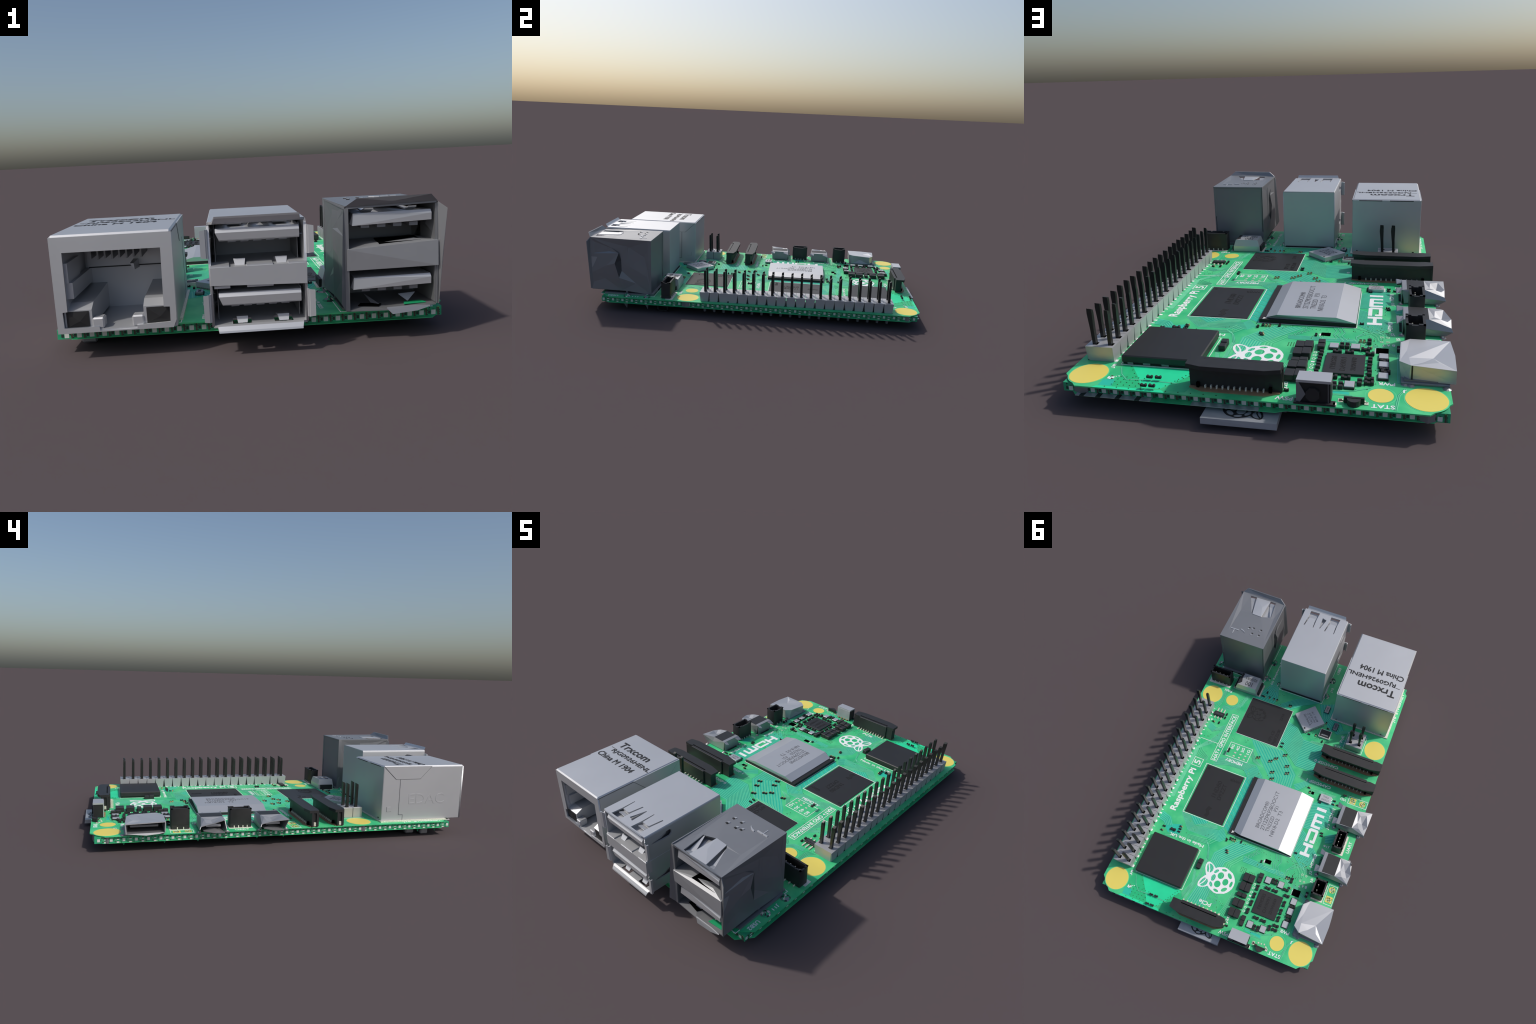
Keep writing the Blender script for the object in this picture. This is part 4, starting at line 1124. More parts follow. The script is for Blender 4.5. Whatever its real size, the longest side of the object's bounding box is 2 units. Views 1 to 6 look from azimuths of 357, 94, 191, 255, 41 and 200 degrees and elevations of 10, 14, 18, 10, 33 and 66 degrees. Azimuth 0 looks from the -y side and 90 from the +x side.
for x in (X0, X1):
    s = 1 if x > 0 else -1
    holes = []
    for zc in (.345, .150):
        holes.append([(-.955, zc - .004), (-.900, zc - .012), (-.862, zc - .012), (-.852, zc - .004), (-.852, zc + .014), (-.862, zc + .020), (-.885, zc + .018)])
    U(cut_plate('usb_wall', [(Y0, Z0 + .004), (Y1, Z0), (Y1, Z1 - .009), (Y0, Z1 - .009)], holes, 'x', x - (.007 if s > 0 else 0), .007, M['metal']))
    for zc in (.345, .150):
        v = [(x - s * .004, -.950, zc - .004), (x - s * .004, -.89, zc + .014), (x - s * .017, -.868, zc + .012), (x - s * .017, -.868, zc - .006), (x - s * .010, -.90, zc - .010)]
        v += [(a - s * .004, b, c) for a, b, c in v]
        f = [(0, 1, 2, 3, 4), (5, 6, 7, 8, 9)] + [(i, (i + 1) % 5, 5 + (i + 1) % 5, 5 + i) for i in range(5)]
        U(mesh_of('usb_spring', v, f, M['metal']))
U(box('usb_back', X0 + .001, X1 - .001, Y1 - .008, Y1 + .0005, Z0 - .004, Z1 - .003, M['metal'], None, .002))
U(boxes('usb_inner_wall', [(X0 + .006, X1 - .006, -.755, -.745, Z0, Z1 - .006), (X0 + .0185, X0 + .0200, -.93, -.75, Z0 + .01, Z1 - .02), (X1 - .0200, X1 - .0185, -.93, -.75, Z0 + .01, Z1 - .02)], M['metal_dull']))
# middle band
v = [(X0 - .001, -.965, .262), (X0 - .001, -.965, .205), (X0 + .004, -.9905, .211), (X0 + .004, -.9905, .262), (X1 - .002, -.9905, .203), (X1 - .001, -.9905, .263), (X1 + .002, -.965, .205), (X1 + .002, -.965, .263),
     (X1 - .001, -.74, .258), (X1 - .001, -.74, .208), (X0 + .001, -.74, .258), (X0 + .001, -.74, .208)]
f = [(0, 1, 2, 3), (3, 2, 4, 5), (5, 4, 6, 7), (7, 6, 9, 8), (8, 9, 11, 10), (10, 11, 1, 0), (0, 3, 5, 7, 8, 10), (1, 2, 4, 6, 9, 11)]
U(mesh_of('usb_middle_band', v, f, M['metal']))
U(boxes('usb_band_step', [(-.098, -.045, -.988, -.93, .258, .2675), (.005, .078, -.988, -.93, .258, .2675), (.122, .172, -.988, -.93, .258, .2675),
                          (-.09, -.045, -.985, -.93, .2005, .208), (.003, .078, -.985, -.93, .2005, .208)], M['metal']))
for cx in (-.015, .105):
    for z, zz in ((.262, .279), (.092, .108)):
        v = [(cx - .022, -.955, z + .004), (cx + .020, -.955, z + .004), (cx + .017, -.975, z - .002), (cx - .018, -.975, z - .002), (cx + .018, -.90, zz), (cx - .018, -.90, zz)]
        v = [(cx - .017, -.952, zz), (cx + .017, -.952, zz), (cx + .014, -.966, z), (cx - .013, -.966, z), (cx + .017, -.87, z), (cx - .017, -.87, z)]
        f = [(0, 1, 2, 3), (0, 1, 4, 5), (3, 2, 4, 5), (0, 3, 5), (1, 2, 4)]
        U(mesh_of('usb_spring', v, f, M['metal']))
# tongues
for za, zb in ((.3345, .3695), (.1490, .1860)):
    x0, x1 = -.0790, .1560
    pr = [(-.9830, za + .004), (-.9850, zb - .0105), (-.9770, zb), (-.73, zb), (-.73, za), (-.978, za)]
    v = [(x0 + (.010 if i == 0 or i == 5 else 0), y, z) for i, (y, z) in enumerate(pr)] + [(x1, y, z) for y, z in pr]
    n = len(pr)
    f = [tuple(range(n)), tuple(range(n, 2 * n))] + [(i, (i + 1) % n, n + (i + 1) % n, n + i) for i in range(n)]
    U(mesh_of('usb_tongue', v, f, M['metal']))
    U(boxes('usb_contact', [(-.045 + k * .036, -.022 + k * .036, -.975, -.80, za - .004, za + .0005) for k in range(5)], M['metal_dull']))
# floor with two windows and flared lips
U(cut_plate('usb_floor', rect(X0 + .004, X1 - .004, Y0, -.74), [rect(-.043, .012, -.975, -.915), rect(.078, .133, -.975, -.915)], 'z', Z0, .006, M['metal']))
def lip(name, prof, u0, u1, axis, mat, thick=.005):
    """Bent rim: prof = list of (out, across) pairs swept along u; inset ends."""
    v = []
    n = len(prof)
    for u, ins in ((u0, 1), (u1, -1)):
        for k, (a, b) in enumerate(prof):
            v.append((u + ins * .004 * k, a, b) if axis == 'x' else (a[0], a[1], u + ins * .003 * k))
    return v, n
def bent_strip(name, rows, mat, grp, thick):
    """rows = list of (p, q) end points; builds a strip with thickness offset vector."""
    v = []
    for p, q in rows:
        v += [p, q]
    m = len(v)
    t = Vector(thick)
    v += [tuple(Vector(p) + t) for p in v]
    f = []
    n = len(rows)
    for i in range(n - 1):
        a, b, c, d = 2 * i, 2 * i + 1, 2 * i + 3, 2 * i + 2
        f += [(a, b, c, d), (m + a, m + b, m + c, m + d), (a, d, m + d, m + a), (b, c, m + c, m + b)]
    f += [(0, 1, m + 1, m), (2 * n - 2, 2 * n - 1, m + 2 * n - 1, m + 2 * n - 2)]
    return grp(mesh_of(name, v, f, mat))
bent_strip('usb_lip', [((-.088, Y0 + .002, .3885), (.160, Y0 + .002, .3885)), ((-.086, -.9895, .3925), (.159, -.9895, .3925)), ((-.080, -.9985, .4060), (.156, -.9985, .4060))], M['metal'], U, (0, .0015, -.0055))
bent_strip('usb_lip', [((-.088, Y0 + .002, .0880), (.162, Y0 + .002, .0880)), ((-.086, -.9910, .0850), (.160, -.9910, .0850)), ((-.083, -.9985, .0735), (.157, -.9985, .0735))], M['metal'], U, (0, .0015, .0055))
for x, s in ((X0, -1), (X1, 1)):
    for z0, z1 in ((.288, .371), (.103, .186)):
        bent_strip('usb_lip', [((x, Y0 + .003, z0), (x, Y0 + .003, z1)), ((x + s * .005, -.990, z0 + .001), (x + s * .005, -.990, z1 - .001)), ((x + s * .0200, -.9920, z0 + .003), (x + s * .0200, -.9920, z1 - .004)),
                               ((x + s * .0205, -.9830, z0 + .004), (x + s * .0205, -.9830, z1 - .005))], M['metal'], U, (-s * .005, .003, 0))
U(boxes('usb_foot', [(X0 - .004, X0 + .008, -.70, -.60, ZT, .10), (X1 - .008, X1 + .004, -.70, -.60, ZT, .10)], M['metal']))
U(boxes('usb_footing', [(X0 + .01, X1 - .01, -.87, -.5700, ZT + .0004, .0875)], M['soft_black']))

# ------------------------------------------------------------------ stacked USB port, dented
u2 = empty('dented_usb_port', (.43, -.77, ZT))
def D(o):
    return at_origin(o, u2)
MD = M['metal_dull']
def facets(name, pts, tris, mat=MD, thick=None):
    """Creased sheet from a few placed points; thick offsets a copy to give it body."""
    v = list(pts)
    f = list(tris)
    if thick:
        m = len(v); t = Vector(thick)
        v = v + [tuple(Vector(p) + t) for p in pts]
        f = f + [tuple(m + i for i in reversed(t_)) for t_ in tris]
        cnt = {}
        for t_ in tris:
            for a, b in zip(t_, t_[1:] + t_[:1]):
                cnt[(a, b)] = cnt.get((a, b), 0) + 1
        for (a, b) in list(cnt):
            if (b, a) not in cnt:
                f.append((b, a, m + a, m + b))
    me = bpy.data.meshes.new(name)
    me.from_pydata(v, [], f)
    me.materials.append(mat)
    return D(link(name, me, mat))
X0, X1, Y0, Y1, Z0, Z1 = .2925, .5680, -.9440, -.5890, .0870, .4100
# roof: sunken centre panel, springs between triangular openings
TL, TR, BR, BL = (X0 - .001, Y0, .4060), (X1 - .002, Y0, .4120), (X1 + .001, Y1, .4095), (X0, Y1, .4100)
P = [TL, TR, BR, BL, (.351, -.9330, .4065), (.3365, -.8030, .4060), (.3850, -.9350, .4070), (.3950, -.8030, .4075), (.4740, -.9320, .4080),
     (.4520, -.8050, .4075), (.5140, -.9300, .4090), (.4600, -.8130, .4060), (.5280, -.8080, .4075), (.320, -.83, .4045), (.535, -.64, .4100), (.305, -.64, .4098)]
facets('usb_roof', P, [(0, 6, 4), (0, 1, 6), (6, 1, 8), (8, 1, 10), (0, 4, 13), (4, 5, 13), (10, 1, 12), (10, 12, 11), (5, 7, 13), (7, 9, 12), (9, 11, 12),
                       (13, 7, 15), (7, 12, 14), (7, 14, 15), (0, 13, 15), (0, 15, 3), (15, 14, 3), (14, 2, 3), (12, 1, 14), (1, 2, 14)], MD, (0, 0, -.005))
facets('usb_spring', [(.3850, -.9350, .4070), (.4740, -.9320, .4080), (.4520, -.8050, .4100), (.3950, -.8030, .4100), (.415, -.87, .4105)],
       [(0, 1, 4), (1, 2, 4), (2, 3, 4), (3, 0, 4)], M['metal'], (0, 0, -.004))
for a, b, c in (((.351, -.905), (.380, -.905), (.340, -.806)), ((.481, -.905), (.509, -.900), (.461, -.815))):
    facets('usb_spring', [(a[0], a[1], .392), (b[0], b[1], .390), (c[0], c[1], .4050), (a[0] + .004, a[1] - .022, .400), (b[0] + .002, b[1] - .022, .400)],
           [(0, 1, 2), (3, 4, 1, 0)], M['metal'], (0, 0, -.004))
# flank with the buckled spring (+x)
def buckled(s, x):
    q = lambda y, z, d: (x - s * d, y, z)
    P = [q(Y0, .411, .001), q(Y1, .4090, 0), q(-.912, .105, 0), q(Y1, .0870, .002), q(-.926, .316, .004), q(-.824, .357, .004), q(-.719, .362, .007), q(-.777, .327, -.003),
         q(-.800, .265, -.007), q(-.777, .180, -.003), q(-.766, .285, .007), q(-.764, .220, .007), q(-.630, .309, .007), q(-.611, .231, .003), q(-.613, .193, .001),
         q(-.930, .206, 0), q(-.926, .147, .003), q(-.760, .104, .001), q(-.68, .15, .004), q(-.715, .249, .004), q(Y0, .20, .0), q(Y0, .107, 0), q(-.88, .340, .012), q(-.86, .17, .003), q(-.85, .25, -.002)]
    T = [(0, 5, 6), (0, 6, 1), (0, 22, 5), (0, 4, 22), (4, 7, 22), (22, 7, 5), (4, 24, 7), (24, 8, 7), (15, 24, 4), (15, 23, 24), (23, 9, 24), (24, 9, 8),
         (16, 23, 15), (16, 2, 23), (2, 17, 23), (23, 17, 9), (5, 7, 10), (5, 10, 6), (10, 11, 19), (6, 10, 19), (6, 19, 12), (19, 11, 18),
         (9, 18, 11), (9, 17, 18), (6, 12, 1), (12, 13, 1), (12, 19, 13), (19, 18, 14), (19, 14, 13), (13, 14, 3), (13, 3, 1), (14, 18, 3), (18, 17, 3),
         (0, 20, 4), (20, 15, 4), (20, 16, 15), (20, 21, 16), (21, 2, 16)]
    facets('usb_wall', P, T, MD, (-s * .004, 0, 0))
    facets('usb_painted_shade', P, [(7, 8, 10), (8, 11, 10), (8, 9, 11)], M['shade_toned_steel'], (-s * .003, 0, 0))  # wall facets coloured dark for the shading behind the crest
buckled(1, X1)
buckled(-1, X0)
D(box('usb_back', X0 + .003, X1 - .006, Y1 - .020, Y1 - .004, .0870, .4060, MD, None, .002))
D(boxes('usb_back_rim', [(X0, X0 + .010, Y1 - .020, Y1, .16, .4080), (X0 + .001, X1, Y1 - .016, Y1 + .0005, .4010, .4085), (X1 - .012, X1 - .001, Y1 - .022, Y1 - .001, .24, .4080)], MD, None, .002))
facets('usb_back_skirt', [(X0 + .004, Y1 - .005, .150), (X1 - .004, Y1 - .007, .150), (X1 - .001, Y1 + .001, .090), (X0 + .002, Y1 + .001, .090)], [(0, 1, 2, 3)], MD, (0, -.004, 0))
D(boxes('usb_foot', [(.300, .565, Y1 - .01, Y1 + .014, ZT, .0925)], M['metal_dull']))
D(boxes('usb_foot_slot', [(.33, .36, Y1 + .0135, Y1 + .016, ZT + .003, ZT + .009), (.435, .465, Y1 + .0135, Y1 + .016, ZT + .003, ZT + .009)], M['void']))
D(boxes('usb_inner_wall', [(X0 + .006, X1 - .006, -.74, -.73, Z0, Z1 - .010)], MD))
# front: band, tongues, floor flaps, flared lips
facets('usb_middle_band', [(.2990, -.9525, .2840), (.5675, -.9490, .2980), (.5675, -.9510, .2235), (.2970, -.9480, .2210), (.40, -.925, .296), (.50, -.925, .303), (.31, -.76, .285), (.56, -.76, .290), (.31, -.76, .225), (.56, -.76, .225)],
       [(0, 3, 2), (0, 2, 1), (0, 1, 5, 4), (4, 5, 7, 6), (0, 4, 6), (1, 7, 5), (3, 8, 9, 2), (0, 6, 8, 3), (1, 2, 9, 7)], M['metal_soft'], None)
facets('usb_band_hole', [(.395, -.938, .2965), (.520, -.936, .3005), (.530, -.84, .3000), (.405, -.84, .2980)], [(0, 1, 2, 3)], M['void'], (0, 0, -.003))
for za in (.3520, .1620):
    v = [(.3170, -.9370, za - .001), (.5500, -.9390, za + .006), (.5490, -.9340, za + .036), (.3200, -.9340, za + .034), (.5500, -.9400, za + .026), (.330, -.75, za), (.55, -.75, za), (.55, -.75, za + .033), (.33, -.75, za + .033),
         (.3110, -.9250, za + .004)]
    facets('usb_tongue', v, [(0, 1, 4, 3), (3, 4, 2), (0, 5, 6, 1), (3, 2, 7, 8), (1, 6, 7, 2), (2, 4, 1), (0, 3, 9), (3, 8, 9), (9, 8, 5), (9, 5, 0)], M['metal'], None)
    D(boxes('usb_contact', [(.345 + k * .048, .370 + k * .048, -.925, -.80, za - .010, za + .001) for k in range(4)], MD))
facets('usb_floor', [(X0 + .003, -.942, .1010), (.42, -.946, .0985), (X1 - .003, -.940, .1060), (X0 + .005, -.75, .104), (X1 - .005, -.75, .104), (.36, -.90, .104), (.42, -.88, .099), (.50, -.90, .104)],
       [(0, 1, 5), (1, 6, 5), (1, 2, 7), (1, 7, 6), (0, 5, 3), (5, 6, 3), (6, 4, 3), (6, 7, 4), (7, 2, 4)], MD, (0, 0, -.004))
facets('usb_floor_hole', [(.335, -.915, .1062), (.395, -.925, .1045), (.410, -.900, .1045), (.350, -.885, .1060)], [(0, 1, 2, 3)], M['void'], (0, 0, -.002))
facets('usb_floor_hole', [(.470, -.930, .1075), (.540, -.925, .1085), (.530, -.895, .1070), (.480, -.900, .1065)], [(0, 1, 2, 3)], M['mask_dark'], (0, 0, -.002))
facets('usb_spring', [(.463, -.897, .130), (.515, -.899, .134), (.488, -.910, .110), (.50, -.86, .108)], [(0, 2, 1), (0, 1, 3)], MD, (0, .003, 0))
facets('usb_spring', [(.375, -.91, .112), (.360, -.88, .135), (.405, -.905, .103), (.395, -.86, .108)], [(0, 2, 1), (1, 2, 3)], MD, (0, .003, 0))
facets('usb_lip', [(X0 - .001, Y0, .4060), (X1 - .002, Y0, .4120), (.3270, -.9600, .4320), (.5410, -.9620, .4340), (.43, -.958, .4190)], [(0, 1, 4), (0, 4, 2), (4, 1, 3), (4, 3, 2)], MD, (0, .004, -.002))
facets('usb_lip', [(X1 - .002, Y0, .4110), (X1 + .0225, -.9570, .3910), (X1 + .004, -.9450, .1060), (X1 - .002, Y0 + .01, .112), (X1 + .012, -.952, .26)], [(0, 4, 1), (0, 3, 4), (3, 2, 4), (4, 2, 1)], MD, (-.002, .004, 0))
facets('usb_lip', [(X0, Y0, .4050), (X0 - .004, -.9480, .3900), (X0 - .0165, -.9640, .1260), (X0, Y0, .1000), (X0 - .006, -.951, .26)], [(0, 1, 4), (0, 4, 3), (1, 2, 4), (2, 3, 4)], MD, (.002, .004, 0))
facets('usb_lip', [(.415, -.945, .1000), (.500, -.944, .1020), (.545, -.9460, .1000), (.430, -.9530, .0840), (.505, -.9510, .0900)], [(0, 3, 4, 1), (1, 4, 2)], MD, (0, .003, .003))
# inner side walls so that the cavity reads as sheet metal
D(boxes('usb_inner_wall', [(X0 + .004, X0 + .0075, Y0 + .002, -.74, .106, .402), (X1 - .0085, X1 - .005, Y0 + .002, -.82, .112, .405)], MD))
D(boxes('usb_edge_post', [(X0 - .0005, X0 + .012, Y0 - .001, Y0 + .006, .100, .404)], MD))
# worn raised letters on the roof
D(boxes('embossed_mark', [(.478, .531, -.664, -.6585, .409, .4125), (.505, .5085, -.664, -.630, .409, .4115)], M['metal']))
D(prism('embossed_mark', [(.470, -.676), (.455, -.672), (.440, -.660), (.4375, -.655), (.446, -.661), (.458, -.667), (.470, -.670)], .409, .4125, M['metal']))
for x, y in ((.4257, -.7015), (.401, -.708), (.3553, -.7099), (.3957, -.6692), (.3536, -.6703)):
    D(prism('embossed_pit', [(x - .006, y - .003), (x + .004, y - .005), (x + .007, y + .002), (x - .002, y + .005)], .4085, .4112, M['soft_black']))
    D(prism('embossed_mark', [(x - .004, y + .006), (x + .006, y + .004), (x + .010, y + .012), (x + .004, y + .012)], .4085, .4120, M['metal']))
D(boxes('usb_footing', [(.297, .562, -.865, -.5850, ZT + .0004, .0880), (.560, .577, -.86, -.60, ZT + .0004, .0905)], M['metal_dull']))
for ya, yb in ((-.760, -.727), (-.633, -.604)):
    facets('usb_leg', [(.578, ya, .0460), (.582, yb, .0460), (.580, yb - .003, .0020), (.570, yb, .0460)], [(0, 2, 1), (0, 3, 2)], MD, (-.003, 0, 0))
D(boxes('usb_leg', [(.300, .310, -.750, -.737, .003, .0450)], MD))
boxes('fan_clip', [(.582, .590, -.548, -.540, .003, .0452), (.582, .590, -.491, -.483, .003, .0452), (.582, .590, -.548, -.483, .0030, .0090)], M['soft_black'])

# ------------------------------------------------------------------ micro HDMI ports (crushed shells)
def crushed_port(name, yc, flip, seed, corner=(-.6235, -.0700, .1370)):
    """Small video port: black roof plate, folded rear tabs, flared and dented mouth at -x."""
    g = empty(name, (-.52, yc, ZT))
    r = random.Random(seed)
    MT = M['metal_soft']
    def F(nm, pts, tris, mat=MT, thick=None):
        v = [(x, yc + flip * y, z) for x, y, z in pts]
        me = bpy.data.meshes.new(nm)
        if thick:
            m = len(v); t = Vector(thick)
            vv = v + [tuple(Vector(p) + t) for p in v]
            ff = list(tris) + [tuple(m + i for i in reversed(t_)) for t_ in tris]
            es = {}
            for t_ in tris:
                for a, b in zip(t_, t_[1:] + t_[:1]):
                    es[(a, b)] = 1
            ff += [(b, a, m + a, m + b) for (a, b) in es if (b, a) not in es]
        else:
            vv, ff = v, list(tris)
        me.from_pydata(vv, [], ff)
        me.materials.append(mat)
        return at_origin(link(nm, me, mat), g)
    # y is measured from the port's centre line; -y end first
    F('port_roof', [(-.4700, -.0535, .1432), (-.4700, .0545, .1432), (-.5415, .0545, .1430), (-.5415, -.0520, .1430)], [(0, 1, 2, 3)], M['black'], (0, 0, -.004))
    F('port_rear_roof', [(-.4700, -.0535, .1432), (-.4700, .0545, .1432), (-.4520, .0600, .1410), (-.4520, -.0560, .1415)], [(0, 3, 2, 1)], MT, (0, 0, -.004))
    F('port_rear_tab', [(-.4520, -.0560, .1415), (-.4285, -.0660, .1420), (-.4300, -.0400, .1300), (-.4500, -.035, .1380)], [(0, 1, 2), (0, 2, 3)], MT, (.002, 0, -.003))
    F('port_rear_tab', [(-.4500, .0300, .1400), (-.4275, .0270, .1380), (-.4300, .0640, .1250), (-.4520, .0600, .1410)], [(0, 1, 2), (0, 2, 3)], MT, (.002, 0, -.003))
    F('port_rear', [(-.4510, -.0540, .1400), (-.4510, .0580, .1400), (-.4480, .0580, ZT), (-.4480, -.0540, ZT)], [(0, 1, 2, 3)], M['metal_dull'], (-.003, 0, 0))
    # crumpled front roof
    P = [(-.5415, -.0520, .1430), (-.5415, .0545, .1430), corner, (-.6210, .0150, .1300), (-.6180, .0660, .1180), (-.566, -.030, .1400), (-.588, .008, .1240),
         (-.578, .044, .1405), (-.598, -.046, .1390), (-.562, .010, .1330), (-.606, .040, .1300)]
    F('port_mouth_roof', P, [(0, 9, 1), (0, 5, 9), (9, 7, 1), (9, 6, 7), (5, 6, 9), (0, 8, 5), (0, 2, 8), (5, 8, 6), (2, 3, 8), (8, 3, 6), (6, 3, 10), (6, 10, 7), (7, 10, 4), (10, 3, 4), (7, 4, 1)], MT, (0, 0, -.003))
    # flanks
    F('port_flank', [(-.4520, .0600, .1410), (-.5415, .0545, .1430), (-.6180, .0660, .1180), (-.6240, .0720, .1050), (-.6000, .0640, .0850), (-.4600, .0640, .0840), (-.535, .0680, .1120)],
      [(0, 1, 6), (1, 2, 6), (2, 3, 6), (3, 4, 6), (4, 5, 6), (5, 0, 6)], MT, (0, -.003, 0))
    F('port_flank', [(-.4520, -.0560, .1415), (-.5415, -.0520, .1430), corner, (-.6080, -.0600, .1000), (-.6050, -.0550, .0840), (-.4600, -.0560, .0840), (-.545, -.0600, .1150)],
      [(0, 6, 1), (1, 6, 2), (2, 6, 3), (3, 6, 4), (4, 6, 5), (5, 6, 0)], MT, (0, .003, 0))
    # dented lower jaw and tongue
    F('port_floor', [(-.470, -.052, .0900), (-.470, .056, .0900), (-.612, .052, .0960), (-.620, .005, .0870), (-.612, -.050, .0830), (-.57, .01, .1000)],
      [(0, 1, 5), (1, 2, 5), (2, 3, 5), (3, 4, 5), (4, 0, 5)], M['metal_dull'], (0, 0, -.003))
    F('port_tongue', [(-.48, -.038, .118), (-.48, .040, .118), (-.585, .036, .1170), (-.585, -.034, .1160), (-.582, .0, .1200), (-.48, -.038, .110), (-.48, .040, .110), (-.585, .036, .1060), (-.585, -.034, .1060)],
      [(0, 1, 2, 4), (0, 4, 3), (2, 7, 8, 3, 4), (5, 8, 7, 6), (0, 3, 8, 5), (1, 6, 7, 2)], MT)
    o = boxes('port_contact', [(-.4480, -.4390, yc - .034 + k * .0085, yc - .0305 + k * .0085, ZT, ZT + .004) for k in range(9)], M['edge_dark'], stuff=True); at_origin(o, g)
    for x, y in ((-.447, .066), (-.590, .070), (-.447, -.066), (-.590, -.066)):
        o = prism('solder_joint', ring_pts(x, yc + flip * y, .012, 10), ZT - .0003, ZT + .0035, M['metal_dull'], top=ring_pts(x, yc + flip * y, .006, 10)); at_origin(o, g)
        o = prism('solder_tip', ring_pts(x, yc + flip * y * 1.02, .005, 5), ZT + .003, ZT + .007, M['white_plastic'], top=ring_pts(x, yc + flip * y, .0015, 5)); at_origin(o, g)
    return g
crushed_port('video_port', .1050, 1, 3)
crushed_port('video_port', .3960, 1, 4, corner=(-.5900, -.0540, .1385))

# ------------------------------------------------------------------ USB-C power port (dented)
uc = empty('power_port', (-.52, .712, ZT))
def C(o):
    return at_origin(o, uc)
def CF(nm, P, T, mat=M['metal'], thick=None):
    m = len(P); v = list(P); f = list(T)
    if thick:
        t = Vector(thick)
        v += [tuple(Vector(p) + t) for p in P]
        f += [tuple(m + i for i in reversed(t_)) for t_ in T]
        es = {(a, b) for t_ in T for a, b in zip(t_, t_[1:] + t_[:1])}
        f += [(b, a, m + a, m + b) for (a, b) in es if (b, a) not in es]
    me = bpy.data.meshes.new(nm); me.from_pydata(v, [], f); me.materials.append(mat)
    return C(link(nm, me, mat))
P = [(-.4695, .6213, .1455), (-.5980, .6190, .1440), (-.6004, .8035, .1381), (-.4341, .7684, .1405), (-.4678, .7932, .1415), (-.4390, .6513, .1470), (-.5380, .7280, .1350),
     (-.4636, .7453, .1420), (-.5520, .768, .1425), (-.5050, .7650, .1385), (-.6040, .712, .1420), (-.458, .700, .1425)]
CF('port_roof', P, [(0, 11, 5), (0, 1, 11), (1, 7, 11), (5, 11, 3), (11, 7, 3), (1, 6, 7), (1, 10, 6), (10, 2, 6), (6, 2, 8), (6, 8, 9), (6, 9, 7), (7, 9, 4), (7, 4, 3), (9, 8, 4), (8, 2, 4)], M['metal'], (0, 0, -.004))
CF('port_flank', [(-.4678, .7932, .1415), (-.6004, .8035, .1381), (-.6016, .7996, .0905), (-.4640, .7900, .0900), (-.53, .7945, .118)], [(0, 1, 4), (1, 2, 4), (2, 3, 4), (3, 0, 4)], M['metal'], (0, -.004, 0))
CF('port_flank', [(-.4695, .6213, .1455), (-.5980, .6190, .1440), (-.6000, .6210, .0960), (-.4600, .6230, .0880)], [(0, 3, 2, 1)], M['metal'], (0, .004, 0))
CF('port_rear', [(-.4390, .6513, .1470), (-.4341, .7684, .1405), (-.4400, .7700, .0850), (-.4420, .6400, .0850), (-.4695, .6213, .1455), (-.4600, .6230, .0880), (-.4678, .7932, .1415), (-.4640, .7900, .0900), (-.446, .70, .115), (-.452, .778, .110)],
   [(0, 8, 1), (1, 8, 2), (2, 8, 3), (3, 8, 0), (4, 0, 3, 5), (1, 9, 6), (9, 7, 6), (9, 2, 7), (1, 2, 9)], M['metal'], (-.004, 0, 0))
C(boxes('port_floor', [(-.598, -.45, .624, .796, .0885, .0935)], M['metal_dull']))
CF('port_lip', [(-.600, .622, .0940), (-.601, .796, .0920), (-.606, .709, .0835), (-.604, .650, .0880)], [(0, 3, 2, 1)], M['metal_dull'], (.003, 0, 0))
C(box('port_inner_wall', -.475, -.470, .625, .794, .092, .140, M['soft_black']))
C(box('port_tongue', -.5800, -.47, .652, .780, .1170, .1270, M['metal_dull'], None, .002))
C(boxes('port_footing', [(-.585, -.440, .628, .806, ZT - .0003, .0890)], M['metal_dull'], None, .002))
for x, y in ((-.452, .802), (-.575, .812), (-.470, .806), (-.452, .618)):
    C(prism('solder_joint', ring_pts(x, y, .014, 9), ZT - .0003, ZT + .004, M['metal_dull'], top=ring_pts(x, y, .006, 9)))

# ------------------------------------------------------------------ power switch and status lamp
sw = empty('power_switch', (-.193, .925, ZT))
def S(o):
    return at_origin(o, sw)
S(boxes('switch_body', [(-.2415, -.1450, .9000, .9470, ZT, .1535)], M['soft_black']))
v = [(-.1445, .8985, .1570), (-.2430, .8985, .1575), (-.2435, .9505, .1570), (-.1425, .9505, .1570)]
v += [(x, y, z - .008) for x, y, z in v]
S(mesh_of('switch_frame', v, [(0, 1, 2, 3), (4, 5, 6, 7), (0, 1, 5, 4), (1, 2, 6, 5), (2, 3, 7, 6), (3, 0, 4, 7)], M['metal']))
S(boxes('switch_frame', [(-.2425, -.1450, .8970, .9005, ZT + .004, .1500)], M['metal']))
CF_ = [(-.1425, .9500, .1500), (-.1420, .9500, .0860), (-.1530, .9515, .0860), (-.1700, .9530, .1130), (-.1500, .9500, .1480)]
S(mesh_of('switch_frame', CF_ + [(x, y - .003, z) for x, y, z in CF_], [(0, 1, 2, 3, 4), (5, 6, 7, 8, 9)] + [(i, (i + 1) % 5, 5 + (i + 1) % 5, 5 + i) for i in range(5)], M['metal_dull']))
S(boxes('switch_frame', [(-.2360, -.2340, .9460, .9490, .086, .150), (-.2360, -.1480, .9460, .9485, .1485, .1500)], M['metal_dull']))
btn = [(-.1905 + .0215 * math.cos(a), .1130 + .0225 * math.sin(a)) for a in (math.pi / 8 + i * math.pi / 4 for i in range(8))]
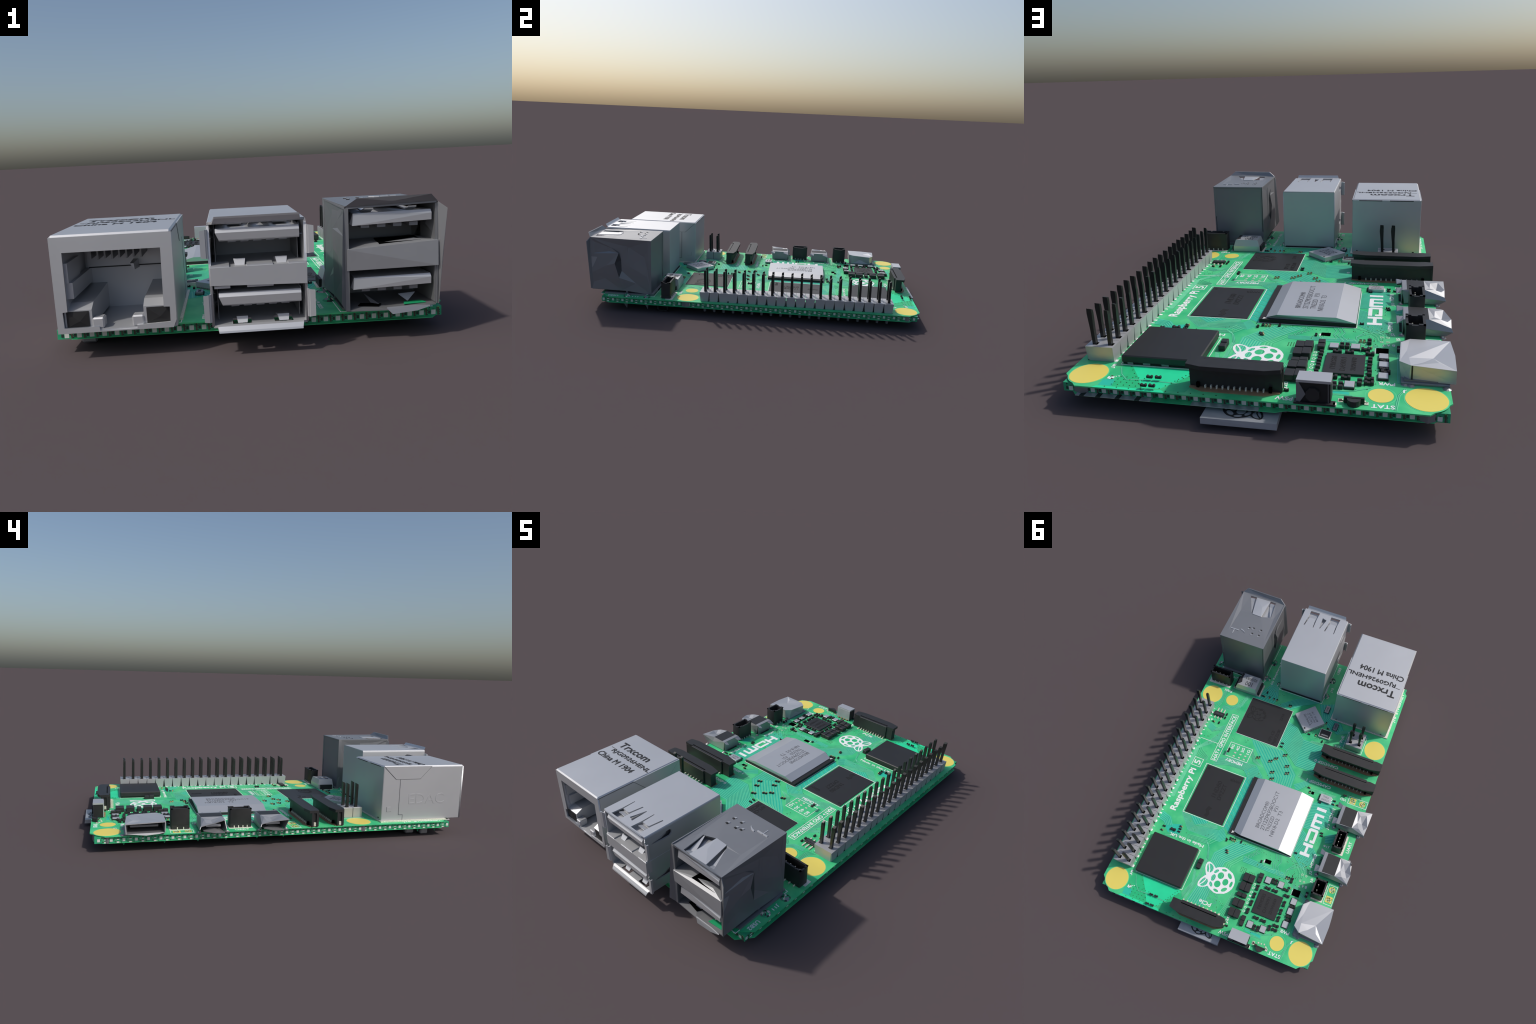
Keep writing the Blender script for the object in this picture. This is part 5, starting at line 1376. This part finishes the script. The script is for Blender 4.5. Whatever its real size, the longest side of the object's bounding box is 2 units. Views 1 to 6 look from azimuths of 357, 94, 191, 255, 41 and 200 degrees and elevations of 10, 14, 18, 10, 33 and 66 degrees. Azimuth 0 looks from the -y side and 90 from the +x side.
S(slab('switch_button', btn, 'y', .9465, .9560, M['black']))
S(boxes('switch_base', [(-.255, -.135, .9350, .9560, ZT - .0003, ZT + .006)], M['black']))
S(boxes('switch_lead', [(-.165 - k * .022, -.155 - k * .022, .8900, .8990, ZT, ZT + .008) for k in range(4)], M['tan'], stuff=True))
S(boxes('switch_pad', [(-.2585, -.2490, .9420, .9550, ZT - .0003, ZT + .006)], M['white_plastic']))
ld = empty('status_lamp', (-.308, .932, ZT))
at_origin(boxes('lamp_body', [(-.337, -.278, .9260, .9330, ZT + .002, .1010)], M['soft_black']), ld)
arc = [(-.3070 + .0205 * math.cos(a), .9320 + .0215 * math.sin(a)) for a in (math.pi * i / 8 for i in range(9))]
at_origin(prism('lamp_lens', arc, ZT + .001, .0995, M['black']), ld)
pads = [(-.2745, -.2605, .9110, .9290), (-.2955, -.2880, .9060, .9130), (-.3110, -.3040, .9060, .9130), (-.3265, -.3200, .9030, .9100), (-.3480, -.3400, .9200, .9330), (-.3400, -.3310, .9130, .9210), (-.349, -.337, .9270, .9350)]
at_origin(boxes('lamp_pad', [(a, b, c, d, ZT - .0003, ZT + .0012 + .0002 * i) for i, (a, b, c, d) in enumerate(pads)], M['tin'], stuff=True), ld)
at_origin(boxes('lamp_pad', [(-.2715, -.2635, .9150, .9250, ZT, ZT + .0030), (-.2900, -.2700, .9200, .9240, ZT, ZT + .003), (-.3460, -.3420, .9230, .9260, ZT, ZT + .0030)], M['edge_brown'], stuff=True), ld)

# ------------------------------------------------------------------ underside
v = [(.1370, .9980, .0345), (-.0925, .9960, .0345), (-.0925, .9990, .0150), (.1370, .9995, .0150), (.1290, .62, .0345), (-.0850, .62, .0345), (-.0850, .62, .0145), (.1290, .62, .0145)]
card = mesh_of('memory_card', v, [(0, 1, 2, 3), (0, 4, 5, 1), (1, 5, 6, 2), (2, 6, 7, 3), (3, 7, 4, 0), (4, 7, 6, 5)], M['sd'])
emblem(.0467, .932, .0345, 90, .70, M['ink'], card, 'card_emblem', grow=1.2, thick=.0005)
boxes('card_socket', [(-.110, .155, .60, .935, .0355, .0451), (-.120, -.100, .60, .90, .014, .0451), (.145, .165, .60, .90, .014, .0451), (-.12, .165, .59, .61, .012, .0451)], M['metal_dull'])
boxes('underside_plate', [(.31, .56, .930, .9578, .0458, .0472), (-.03, .18, .930, .9578, .0458, .0472)], M['metal'], board)
boxes('underside_mark', [(x, x + .016, .930, .9580, .0457, .0475) for x in (.53, .475, .41, .345)], M['edge_dark'], board)
bm = bmesh.new()
for y in (.808, .623, .466, .331, .178, .044):
    bmesh.ops.create_cone(bm, cap_ends=True, segments=6, radius1=.001, radius2=.007, depth=.012, matrix=Matrix.Translation((-.562, y, .038)))
for x in (-.55, -.35, -.15, .05, .25):
    for y in (-.70, -.80):
        bmesh.ops.create_cone(bm, cap_ends=True, segments=6, radius1=.002, radius2=.008, depth=.02, matrix=Matrix.Translation((x, y, .034)))
me = bpy.data.meshes.new('solder_drop'); bm.to_mesh(me); bm.free()
link('solder_drop', me, M['mask_edge'], board, stuff=True)
for x, y, w, h in ((.05, .2, .03, .05), (-.2, .1, .05, .04), (.2, -.1, .04, .06), (-.1, -.3, .05, .03), (.3, .3, .03, .03), (-.35, .5, .04, .05), (-.4, -.1, .03, .04), (.3, -.4, .05, .04)):
    box('underside_component', x - w, x + w, y - h, y + h, .032, .0424, M['black'], board, .002)
